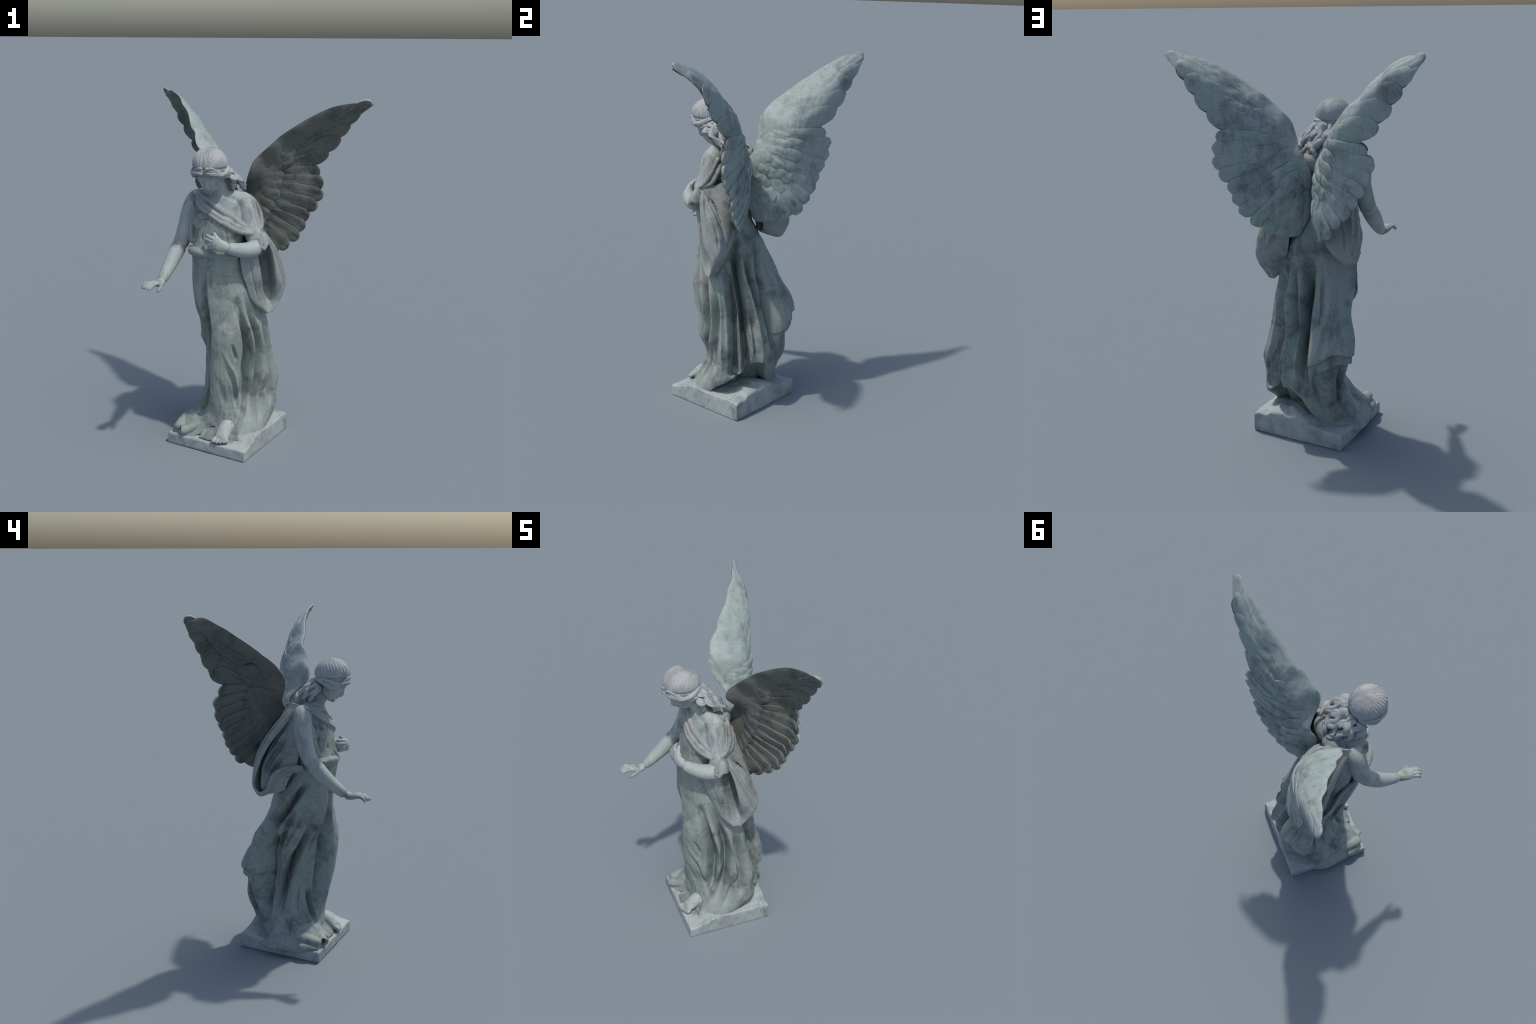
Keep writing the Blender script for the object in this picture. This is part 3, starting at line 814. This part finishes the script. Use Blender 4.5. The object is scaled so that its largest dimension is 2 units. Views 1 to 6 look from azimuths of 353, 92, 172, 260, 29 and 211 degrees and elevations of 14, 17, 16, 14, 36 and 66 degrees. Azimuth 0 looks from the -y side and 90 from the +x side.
FOLDS = [
    # dress over the breast: soft pulls from the shoulder and the strap down to the girdle
    ('torso', 0.020, -0.012, [(-0.130, -0.142, 1.410), (-0.105, -0.180, 1.350), (-0.110, -0.166, 1.267), (-0.090, -0.210, 1.200)]),
    ('torso', 0.014, -0.010, [(-0.010, -0.180, 1.365), (-0.028, -0.185, 1.312), (-0.039, -0.191, 1.256), (-0.050, -0.240, 1.205)]),
    ('torso', 0.012, 0.008, [(-0.020, -0.178, 1.360), (-0.050, -0.190, 1.300), (-0.075, -0.200, 1.245), (-0.100, -0.215, 1.195)]),
    ('torso', 0.012, -0.009, [(0.014, -0.190, 1.345), (0.015, -0.184, 1.307), (0.020, -0.195, 1.250)]),
    ('torso', 0.011, 0.007, [(0.028, -0.185, 1.340), (0.035, -0.185, 1.300), (0.040, -0.195, 1.250)]),
    ('torso', 0.014, -0.010, [(0.040, -0.180, 1.325), (0.058, -0.185, 1.289), (0.080, -0.187, 1.240)]),
    ('torso', 0.014, -0.010, [(0.096, -0.178, 1.300), (0.100, -0.178, 1.260), (0.105, -0.180, 1.215)]),
    ('torso', 0.011, -0.006, [(-0.150, -0.125, 1.455), (-0.112, -0.145, 1.375), (-0.118, -0.177, 1.309), (-0.124, -0.188, 1.235)]),
    ('torso', 0.009, -0.005, [(-0.116, -0.135, 1.450), (-0.080, -0.160, 1.400), (-0.062, -0.195, 1.340)]),
    ('torso', 0.009, -0.005, [(-0.130, -0.130, 1.448), (-0.096, -0.165, 1.385), (-0.085, -0.200, 1.330)]),
    ('torso', 0.012, 0.007, [(-0.130, -0.175, 1.215), (-0.100, -0.200, 1.265), (-0.060, -0.195, 1.300), (-0.010, -0.185, 1.340)]),
    ('torso', 0.010, -0.007, [(-0.135, -0.185, 1.180), (-0.095, -0.240, 1.185), (-0.040, -0.262, 1.190), (0.02, -0.26, 1.185)]),
    # face: sockets, lids, lips
    ('head', 0.013, -0.0050, [H(0.040, 0.078, -0.034), H(0.025, 0.090, -0.032), H(0.011, 0.098, -0.034)]),
    ('head', 0.013, -0.0050, [H(-0.040, 0.078, -0.034), H(-0.025, 0.090, -0.032), H(-0.011, 0.098, -0.034)]),
    ('head', 0.007, 0.0030, [H(0.037, 0.080, -0.043), H(0.025, 0.092, -0.045), H(0.014, 0.096, -0.043)]),
    ('head', 0.007, 0.0030, [H(-0.037, 0.080, -0.043), H(-0.025, 0.092, -0.045), H(-0.014, 0.096, -0.043)]),
    ('head', 0.006, -0.0035, [H(0.020, 0.092, -0.097), H(0.0, 0.106, -0.096), H(-0.020, 0.092, -0.097)]),
    ('head', 0.010, -0.0030, [H(0.016, 0.090, -0.112), H(0.0, 0.098, -0.111), H(-0.016, 0.090, -0.112)]),
    # mantle: fan of folds from the pin, long pulls inside the sweep on her right
    ('mantle', 0.012, -0.008, [(0.270, -0.02, 1.230), (0.289, -0.002, 1.185), (0.304, 0.040, 1.085), (0.312, 0.080, 0.999), (0.310, 0.105, 0.930)]),
    ('mantle', 0.012, 0.008, [(0.255, -0.02, 1.265), (0.285, 0.012, 1.185), (0.300, 0.060, 1.085), (0.305, 0.105, 0.999), (0.300, 0.120, 0.930)]),
    ('mantle', 0.012, -0.007, [(0.265, 0.005, 1.235), (0.275, 0.022, 1.203), (0.285, 0.084, 1.129), (0.292, 0.123, 1.051), (0.297, 0.139, 0.980)]),
    ('mantle', 0.013, -0.007, [(0.252, 0.020, 1.235), (0.258, 0.047, 1.205), (0.252, 0.106, 1.112), (0.235, 0.133, 1.016)]),
    ('mantle', 0.010, -0.007, [(0.220, -0.085, 1.255), (0.205, -0.110, 1.160), (0.208, -0.095, 1.060), (0.212, -0.068, 0.970), (0.218, -0.048, 0.900)]),
    ('mantle', 0.022, -0.024, [(-0.150, -0.040, 1.350), (-0.169, 0.019, 1.265), (-0.192, 0.071, 1.182), (-0.223, 0.102, 1.095)]),
    ('mantle', 0.016, 0.020, [(-0.155, -0.035, 1.290), (-0.170, 0.006, 1.232), (-0.191, 0.055, 1.162), (-0.222, 0.090, 1.080)]),
    ('mantle', 0.020, -0.024, [(-0.155, -0.055, 1.250), (-0.172, -0.008, 1.203), (-0.191, 0.040, 1.143), (-0.215, 0.075, 1.070)]),
    ('mantle', 0.014, 0.016, [(-0.150, -0.015, 1.360), (-0.172, 0.042, 1.276), (-0.200, 0.098, 1.186), (-0.230, 0.122, 1.100)]),
    ('mantle', 0.012, -0.010, [(-0.180, -0.070, 1.142), (-0.219, -0.025, 1.130), (-0.243, 0.022, 1.085), (-0.240, 0.054, 1.030)]),
    ('mantle', 0.012, -0.010, [(-0.150, 0.110, 1.280), (-0.190, 0.145, 1.180), (-0.220, 0.165, 1.080), (-0.225, 0.150, 0.990)]),
    ('mantle', 0.012, -0.010, [(-0.210, 0.125, 1.280), (-0.250, 0.165, 1.160), (-0.265, 0.172, 1.060), (-0.250, 0.145, 0.990)]),
]
NR = vertex_normals(co)
co = tool(FOLDS, co, NR)
# combed strands on the crown, ending at a narrow headband
q = co - CAP
ang = np.arctan2(q[:, 0], -q[:, 1] + 0.03)
rad = np.hypot(q[:, 0], q[:, 1] - 0.03)
on = IS['hair'] & (np.linalg.norm(q / A([0.1, 0.108, 0.095]), axis=1) < 1.1)
strand = np.sin(ang * 34 + 26 * rad * np.sin(ang) + 4.0 * lattice_noise(co, 34, 41)) * np.clip(rad / 0.05, 0, 1) * np.clip((q[:, 2] + 0.018) / 0.012, 0, 1)
strand = strand + 0.8 * np.sin(ang * 67 + 5 * lattice_noise(co, 45, 42)) * np.clip(rad / 0.06, 0, 1)
band = np.exp(-((q[:, 2] + 0.020) / 0.006)**2)
co = co + NR * (on * (0.0011 * strand - 0.006 * band))[:, None]

# ----------------------------------------------------------------------------------
#  split the skin into named parts that keep the common normals
# ----------------------------------------------------------------------------------
NRM = vertex_normals(co)
MATS = dict(bodice=M_ROBE, robe=M_ROBE, torso=M_SKIN, neck=M_SKIN, head=M_SKIN, arm=M_SKIN, hand=M_SKIN, foot=M_SKIN, mantle=M_MANTLE, hair=M_HAIR)
qlab = np.sort(lab[quads], axis=1)[:, 1]
side = co[quads].mean(1)[:, 0] > 0
for i, l in enumerate(LABELS):
    for s in ((True, False) if l in ('arm', 'hand') else (None,)):
        pick = (qlab == i) if s is None else (qlab == i) & (side == s)
        q = quads[pick]
        if not len(q):
            continue
        ids, inv = np.unique(q, return_inverse=True)
        m = make_mesh(l, co[ids], inv.reshape(-1, 4).tolist(), MATS[l])
        if len(m.vertices) == len(ids):
            m.normals_split_custom_set_from_vertices(NRM[ids].tolist())
        add_object(l, m, statue)

# ----------------------------------------------------------------------------------
#  wings
# ----------------------------------------------------------------------------------
class Camber:
    """Smooth thin-plate surface w(a, z): how far the wing's back stands behind its own plane."""
    def __init__(self, pts):
        p = A(pts, float)
        self.x = p[:, :2]
        n = len(p)
        K = self.k(self.x, self.x) + 1.4e-3 * np.eye(n)
        Q = np.c_[np.ones(n), self.x]
        M = np.block([[K, Q], [Q.T, np.zeros((3, 3))]])
        self.c = np.linalg.solve(M, np.r_[p[:, 2], 0, 0, 0])

    @staticmethod
    def k(a, b):
        r = ((a[:, None] - b[None])**2).sum(-1)
        return 0.5 * r * np.log(r + 1e-12)

    def __call__(self, a, z):
        sh = np.shape(a)
        x = np.stack([np.ravel(a), np.ravel(z)], -1)
        return (self.k(x, self.x) @ self.c[:-3] + self.c[-3] + x @ self.c[-2:]).reshape(sh)


ROOT_PTS = [(0.107, 1.488, 0.052), (0.06, 1.42, 0.045), (0.05, 1.30, 0.045), (0.06, 1.20, 0.050), (0.09, 1.12, 0.045)]
WINGS = {
    1: dict(camber=[(.115, 1.590, -.075), (.177, 1.695, -.085), (.236, 1.745, -.088), (.339, 1.828, -.095), (.449, 1.896, -.118), (.565, 1.948, -.160), (.690, 1.966, -.205), (.756, 1.962, -.222),
                    (.711, 1.905, -.150), (.671, 1.859, -.105), (.636, 1.788, -.085), (.573, 1.746, -.055), (.552, 1.668, -.038), (.504, 1.600, .004), (.534, 1.535, -.022), (.527, 1.455, -.012),
                    (.490, 1.386, -.005), (.450, 1.313, .022), (.420, 1.235, .022), (.371, 1.160, .030), (.260, 1.083, .040), (.174, 1.059, .038),
                    (.268, 1.760, -.051), (.315, 1.746, -.008), (.182, 1.682, -.039), (.184, 1.633, .001), (.42, 1.75, -.010), (.40, 1.66, .028), (.50, 1.84, -.055),
                    (.376, 1.553, .044), (.299, 1.528, .056), (.25, 1.44, .066), (.25, 1.31, .074), (.20, 1.20, .078), (.35, 1.40, .046), (.33, 1.27, .058)] + ROOT_PTS,
            lead=[(.13, 1.062), (.07, 1.13), (.045, 1.22), (.040, 1.32), (.050, 1.41), (.085, 1.465), (.103, 1.52), (.110, 1.58), (.132, 1.645), (.190, 1.706), (.260, 1.768), (.339, 1.828), (.449, 1.896), (.565, 1.948), (.690, 1.966), (.756, 1.962)],
            trail=[(.174, 1.059), (.26, 1.083), (.33, 1.125), (.39, 1.18), (.42, 1.235), (.45, 1.313), (.487, 1.386), (.515, 1.45), (.522, 1.52), (.50, 1.585), (.545, 1.66), (.575, 1.735), (.632, 1.788), (.668, 1.855), (.711, 1.905), (.756, 1.960)]),
    -1: dict(camber=[(.140, 1.590, -.070), (.172, 1.667, -.086), (.221, 1.710, -.090), (.268, 1.750, -.086), (.335, 1.790, -.079), (.410, 1.855, -.072), (.523, 1.917, -.068), (.636, 1.975, -.078), (.746, 1.985, -.088),
                     (.746, 1.950, -.072), (.712, 1.880, -.056), (.646, 1.805, -.030), (.601, 1.720, -.003), (.550, 1.642, .017), (.490, 1.575, .035), (.534, 1.490, .017), (.485, 1.406, .045), (.450, 1.320, .058),
                     (.404, 1.238, .096), (.337, 1.169, .126), (.260, 1.090, .130), (.186, 1.076, .110),
                     (.376, 1.553, .096), (.378, 1.698, .074), (.331, 1.745, .032), (.304, 1.687, .053), (.299, 1.528, .108), (.174, 1.528, .050), (.204, 1.641, .030), (.25, 1.40, .114), (.22, 1.30, .116), (.20, 1.20, .140), (.50, 1.82, .042), (.60, 1.90, .004), (.36, 1.35, .105), (.32, 1.24, .122)] + ROOT_PTS,
             lead=[(.13, 1.075), (.07, 1.14), (.045, 1.22), (.040, 1.32), (.050, 1.41), (.085, 1.465), (.112, 1.52), (.135, 1.58), (.155, 1.645), (.205, 1.700), (.268, 1.750), (.335, 1.795), (.430, 1.862), (.540, 1.926), (.650, 1.972), (.735, 1.978)],
             trail=[(.186, 1.073), (.27, 1.095), (.33, 1.135), (.38, 1.19), (.41, 1.238), (.447, 1.315), (.48, 1.39), (.512, 1.44), (.520, 1.50), (.485, 1.575), (.545, 1.645), (.595, 1.72), (.643, 1.80), (.700, 1.865), (.735, 1.925), (.750, 1.975)]),
}
PLANE = 34.8                                      # the wings open 35 degrees back from square


class Wing:
    def __init__(self, sgn):
        self.s = sgn
        d = WINGS[sgn]
        self.w = Camber(d['camber'])
        self.lead, self.trail = d['lead'], d['trail']
        c, s = math.cos(math.radians(PLANE)), math.sin(math.radians(PLANE))
        self.D, self.N = A([sgn * c, s, 0]), A([-sgn * s, c, 0])

    def at(self, a, z, off=0.0):
        w = self.w(a, z) + off
        return a[..., None] * self.D + w[..., None] * self.N + z[..., None] * A([0, 0, 1.0])

    def normal(self, a, z):
        e = 0.004
        da = self.at(a + e, z) - self.at(a - e, z)
        dz = self.at(a, z + e) - self.at(a, z - e)
        n = unit(np.cross(da, dz))
        return n * np.sign((n @ self.N))[..., None]

    def thick(self, t, s, chord):
        """Thickness across the wing (s: root 0 to tip 1, t: leading edge 0 to trailing edge 1)."""
        arm = np.clip((0.73 - s) / 0.13, 0, 1)
        lead, hand, fore = (0.022, 0.026, 0.066) if self.s > 0 else (0.024, 0.034, 0.056)
        k = np.clip(t / 0.9, 0, 1)
        return (lead * (1 - k) + 0.014 * k + (hand + (fore - hand) * arm) * np.sin(np.pi * k)) * np.clip(chord / 0.20, 0.4, 1)

    def core(self):
        nr, nt = 120, 44
        L, T = spline(self.lead, nr), spline(self.trail, nr)
        far = np.clip((L[:, :1] - 0.18) / 0.15, 0, 1)
        out = unit(L - T) * (0.005 if self.s > 0 else 0.014 + 0.014 * far)
        t = (1 - np.cos(np.linspace(0, np.pi, nt))) / 2 * 0.93
        G = L[:, None] * (1 - t)[None, :, None] + T[:, None] * t[None, :, None]
        a, z = G[..., 0], G[..., 1]
        N = self.normal(a, z)
        chord = np.linalg.norm(T - L, axis=1)[:, None]
        e = np.minimum(t[None, :], 0.93 - t[None, :]) * chord
        edge = np.sqrt(np.clip(1 - (1 - np.clip(e / 0.020, 0, 1))**2, 0, 1))
        th = self.thick(t[None, :], np.linspace(0, 1, nr)[:, None], chord)
        S = self.at(a, z)
        push = out[:, None] * (1 - t)[None, :, None]               # fullness of the leading edge
        S = S + push[..., :1] * self.D + push[..., 1:] * A([0, 0, 1.0])
        lump = 0.003 * lattice_noise(S, 22, 31) + 0.0018 * lattice_noise(S, 55, 32) + 0.0012 * lattice_noise(S * A([1, 1, 0.35]), 110, 33)
        top = S + N * ((edge - 1) * th / 2 + lump * edge)[..., None]
        bot = S - N * ((edge + 1) * th / 2 + 0.5 * lump * edge)[..., None]
        R = np.concatenate([top, bot[:, ::-1]], 1)
        return rings(R)

    def wall(self, a, z):
        """Thickness of the wing under a point of its back."""
        L, T = spline(self.lead, 160), spline(self.trail, 160)
        p = np.stack([a, z], -1).reshape(-1, 1, 2)
        d = T - L
        t = np.clip(((p - L) * d).sum(-1) / (d * d).sum(-1), 0, 1)
        q = np.linalg.norm(p - L - t[..., None] * d, axis=-1).argmin(1)
        t = t[np.arange(len(q)), q]
        ch = np.linalg.norm(d, axis=1)[q]
        th = self.thick(t, q / 159, ch)
        return th.reshape(np.shape(a)) - 0.003

    def feather(self, base, tip, width, rise=0.008, under=0.0, bend=0.0, side=1, blunt=0.6, tilt=0.0, n=22, m=15, sink=0.012):
        """A vane with a rounded tip lying on the wing; side=-1 puts it on the inner face.
        under > 0 gives a through-going flight feather of that thickness."""
        b, t = A(base, float), A(tip, float)
        ln = np.linalg.norm(t - b)
        d = (t - b) / ln
        p = A([-d[1], d[0]])
        cap = min(0.5, blunt * width / ln)                  # length of the rounded end
        u = np.r_[np.linspace(0, 1 - cap, n - 9), 1 - cap + cap * np.sin(np.linspace(0, np.pi / 2, 10)[1:])]
        v = np.sin(np.linspace(-np.pi / 2, np.pi / 2, m))
        k = np.clip((u - (1 - cap)) / cap, 0, 1)
        half = width / 2 * (0.45 + 0.55 * np.clip(u / 0.45, 0, 1)) * np.clip(1 - k**2.2, 0.0, 1)**0.5
        half = np.maximum(half, width * 0.03)
        c = b + d * (u * ln)[:, None] + p * (bend * ln * np.sin(u * np.pi * 0.5)**2)[:, None]
        G = c[:, None] + p * (half[:, None] * v[None])[..., None]
        a, z = G[..., 0], G[..., 1]
        N = self.normal(a, z)
        S = self.at(a, z)
        dome = np.sqrt(np.clip(1 - 0.85 * v**2, 0, 1))
        lift = -sink + (rise + sink) * np.clip(u / 0.55, 0, 1)**0.9
        tipround = np.sqrt(np.clip(1 - k**4 * 0.85, 0, 1))
        h = lift[:, None] * dome[None] * tipround[:, None] + tilt * width * v[None]
        h = h - 0.0016 * np.exp(-(v / 0.10)**2)[None] * np.clip(u / 0.2, 0, 1)[:, None] * np.clip((1 - u) / 0.1, 0, 1)[:, None]
        h = h + 0.0022 * lattice_noise(S, 38, 61) + 0.0012 * lattice_noise(S, 90, 62)
        if side > 0:
            top = S + N * h[..., None]
            low = S - N * np.broadcast_to(np.full(n, under if under else 0.010)[:, None] * dome[None] * tipround[:, None], h.shape)[..., None]
        else:
            wall = self.wall(a, z)
            top = S - N * (wall + h)[..., None]
            low = S - N * (wall - np.minimum(0.016, wall * 0.55))[..., None]
        R = np.concatenate([top, low[:, ::-1]], 1)
        return rings(R)


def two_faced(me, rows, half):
    """Back of the wing pale, inner face in browner, dirtier bronze with baked shade in its dark colour."""
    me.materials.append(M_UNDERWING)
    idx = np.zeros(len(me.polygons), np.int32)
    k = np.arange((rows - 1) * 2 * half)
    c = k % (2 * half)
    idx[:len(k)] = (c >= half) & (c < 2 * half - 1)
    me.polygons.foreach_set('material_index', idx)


def lerp(p, q, f):
    return (p[0] + (q[0] - p[0]) * f, p[1] + (q[1] - p[1]) * f)


for sgn in (1, -1):
    W = Wing(sgn)
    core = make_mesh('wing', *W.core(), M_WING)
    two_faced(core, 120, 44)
    wing = add_object('wing', core, statue)
    feathers = []
    # secondaries: a fan from the forearm, rounded ends make the scalloped edge
    NS = 11
    tips = spline([(.508, 1.590), (.540, 1.530), (.533, 1.462), (.505, 1.395), (.468, 1.325), (.450, 1.262), (.415, 1.200), (.355, 1.142), (.285, 1.098), (.215, 1.072), (.150, 1.062)], NS)
    if sgn < 0:
        tips = tips + A([-0.008, -0.018]) * np.linspace(1, 0, NS)[:, None] + A([-.014, .016]) * np.linspace(0, 1, NS)[:, None]
    bases = spline([(.20, 1.56), (.19, 1.50), (.17, 1.44), (.14, 1.38), (.11, 1.32), (.085, 1.25)], NS)

    def fan(j):
        k = int(min(max(j, 0), NS - 2))
        return bases[k] + (bases[k + 1] - bases[k]) * (j - k), tips[k] + (tips[k + 1] - tips[k]) * (j - k)

    for i in range(NS):
        wd = 0.086 - 0.001 * i + 0.006 * RNG.uniform(-1, 1)
        out = (tips[i] - bases[i]) / np.linalg.norm(tips[i] - bases[i]) * RNG.uniform(-0.008, 0.008)
        feathers.append((W.feather(bases[i], tips[i] + out, wd, rise=0.009 + 0.0015 * (i % 2), under=0.016, bend=-0.05, tilt=0.065, blunt=0.5), False))
    # primaries: long blades along the hand of the wing
    for b, t, wd in (((.34, 1.775), (.752, 1.950 if sgn > 0 else 1.966), .055), ((.32, 1.735), (.712, 1.900), .080), ((.30, 1.69), (.668, 1.835), .095),
                     ((.28, 1.65), (.620, 1.755), .105), ((.25, 1.61), (.560, 1.670), .105)):
        if sgn < 0:
            t = (t[0] + 0.008, t[1])
        feathers.append((W.feather(b, t, wd, rise=0.007, under=0.013, bend=0.05, tilt=0.05, blunt=0.75, n=34), False))
    # greater, median and lesser coverts on the back, looser and smaller towards the root
    for cnt, reach, length, wd, rise, j0, j1 in ((8, 0.52, 0.55, 0.078, 0.013, 0.1, 9.6), (7, 0.27, 0.42, 0.064, 0.014, 0.0, 9.0), (5, 0.10, 0.32, 0.054, 0.012, 0.6, 8.2)):
        for i in range(cnt):
            bs, tp = fan(j0 + (j1 - j0) * i / (cnt - 1) + 0.18 * RNG.uniform(-1, 1))
            r = reach + 0.045 * RNG.uniform(-1, 1)
            feathers.append((W.feather(lerp(bs, tp, max(r - length, -0.22)), lerp(bs, tp, r), wd * RNG.uniform(0.88, 1.12), rise=rise * RNG.uniform(0.8, 1.15), bend=-0.04 + 0.03 * RNG.uniform(-1, 1), tilt=0.09, blunt=0.55), False))
    # a few long, low coverts of the hand
    for b, t, wd in (((.30, 1.70), (.50, 1.795), .062), ((.28, 1.655), (.47, 1.725), .066), ((.25, 1.61), (.43, 1.655), .064), ((.22, 1.63), (.335, 1.70), .055), ((.40, 1.78), (.60, 1.870), .055)):
        feathers.append((W.feather(b, t, wd, rise=0.006, bend=0.03, tilt=0.05, blunt=0.7), False))
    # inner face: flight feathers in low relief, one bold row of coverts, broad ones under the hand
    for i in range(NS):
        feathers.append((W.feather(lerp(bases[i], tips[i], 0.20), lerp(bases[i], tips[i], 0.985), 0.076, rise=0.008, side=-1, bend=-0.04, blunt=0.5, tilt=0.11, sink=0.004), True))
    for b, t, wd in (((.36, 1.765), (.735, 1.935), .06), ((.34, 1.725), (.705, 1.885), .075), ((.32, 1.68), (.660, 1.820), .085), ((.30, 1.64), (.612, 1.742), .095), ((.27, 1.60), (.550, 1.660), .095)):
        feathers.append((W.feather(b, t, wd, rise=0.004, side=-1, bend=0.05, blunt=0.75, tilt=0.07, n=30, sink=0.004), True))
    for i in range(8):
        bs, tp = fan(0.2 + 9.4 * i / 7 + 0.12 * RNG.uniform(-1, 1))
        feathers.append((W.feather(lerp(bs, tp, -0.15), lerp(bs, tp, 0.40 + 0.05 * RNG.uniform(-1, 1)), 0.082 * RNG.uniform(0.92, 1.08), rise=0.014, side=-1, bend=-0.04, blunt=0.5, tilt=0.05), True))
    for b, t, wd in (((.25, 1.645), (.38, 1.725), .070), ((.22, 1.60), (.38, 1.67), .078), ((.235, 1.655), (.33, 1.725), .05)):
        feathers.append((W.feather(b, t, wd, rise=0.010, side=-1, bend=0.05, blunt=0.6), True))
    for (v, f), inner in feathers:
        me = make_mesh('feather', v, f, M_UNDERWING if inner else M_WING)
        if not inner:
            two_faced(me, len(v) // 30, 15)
        add_object('feather', me, wing)

# ----------------------------------------------------------------------------------
#  hair locks
# ----------------------------------------------------------------------------------
def lock(path, r, waves=2.0, amp=0.008, flat=0.6, phase=0.0, up=(0, -0.3, 1)):
    P = spline(A(path), 36)
    T = unit(np.gradient(P, axis=0))
    s = unit(np.cross(T, np.broadcast_to(A(up, float), T.shape)))
    k = np.linspace(0, 1, 36)
    P = P + s * (amp * np.sin(2 * np.pi * waves * k + phase) * np.clip(k * 5, 0, 1))[:, None]
    rad = r * (0.75 + 0.45 * np.sin(np.pi * np.clip(k * 1.05, 0, 1))**0.7) * (1 - 0.35 * k)
    prof = lambda q, a: 1 + 0.13 * np.cos(4 * a + 4 * q) + 0.06 * np.cos(9 * a - 3 * q) + 0.20 * np.sin(q * 15 + r * 700)
    return tube(P, rad, n=60, m=30, flat=flat, up=up, profile=prof, twist=1.2)


LOCKS = []
# swept-back waves below the headband: three strands a side that wind over each other
for sg in (1, -1):
    for q in range(3):
        path = []
        for f in np.linspace(0, 1, 9):
            a = math.radians(4 + 150 * f) * sg + yaw
            ph = q * 1.9 + f * 11 + (0.8 if sg < 0 else 0)
            rad = 1.0 + 0.035 * math.cos(ph)
            dz = -0.004 - 0.026 * math.sin(math.pi * min(1, f * 1.1))**2 + 0.007 * math.sin(ph) - 0.008 * (q - 1)
            path.append((CAP[0] + 0.088 * rad * math.sin(a), CAP[1] - 0.096 * rad * math.cos(a), 1.627 + dz))
        LOCKS.append(tube(path, [0.009, 0.012, 0.012, 0.013, 0.013, 0.014, 0.014, 0.013, 0.010], n=90, m=24, flat=0.8,
                          profile=lambda t, a: 1 + 0.12 * np.cos(5 * a + 5 * t), twist=4.0))
# hair falling behind the neck to the shoulders
for pts, r in (
        ([(0.088, -0.165, 1.600), (0.106, -0.130, 1.575), (0.110, -0.108, 1.545), (0.096, -0.096, 1.502)], 0.021),
        ([(0.084, -0.135, 1.608), (0.108, -0.090, 1.575), (0.120, -0.050, 1.530), (0.124, -0.006, 1.490)], 0.021),
        ([(0.062, -0.110, 1.615), (0.084, -0.060, 1.570), (0.100, -0.018, 1.525), (0.104, 0.022, 1.500)], 0.020),
        ([(0.045, -0.110, 1.618), (0.052, -0.050, 1.565), (0.058, -0.010, 1.505), (0.058, 0.016, 1.455)], 0.023),
        ([(0.018, -0.108, 1.620), (0.020, -0.048, 1.565), (0.024, -0.006, 1.500), (0.018, 0.016, 1.425)], 0.024),
        ([(-0.012, -0.112, 1.618), (-0.016, -0.052, 1.562), (-0.018, -0.012, 1.500), (-0.014, 0.010, 1.430)], 0.023),
        ([(-0.038, -0.120, 1.612), (-0.046, -0.070, 1.565), (-0.048, -0.032, 1.510), (-0.044, -0.010, 1.455)], 0.022),
        ([(-0.058, -0.140, 1.602), (-0.070, -0.100, 1.565), (-0.074, -0.068, 1.520), (-0.068, -0.050, 1.480)], 0.021),
        ([(-0.066, -0.162, 1.590), (-0.080, -0.135, 1.560), (-0.086, -0.115, 1.528), (-0.080, -0.108, 1.492)], 0.019)):
    LOCKS.append(lock(pts, r * random.uniform(0.9, 1.12), random.uniform(1.5, 2.1), random.uniform(0.007, 0.012), random.uniform(0.65, 0.9), random.random() * 6))
for s in LOCKS:
    add_object('hair_lock', make_mesh('hair_lock', *s, M_HAIR), statue)
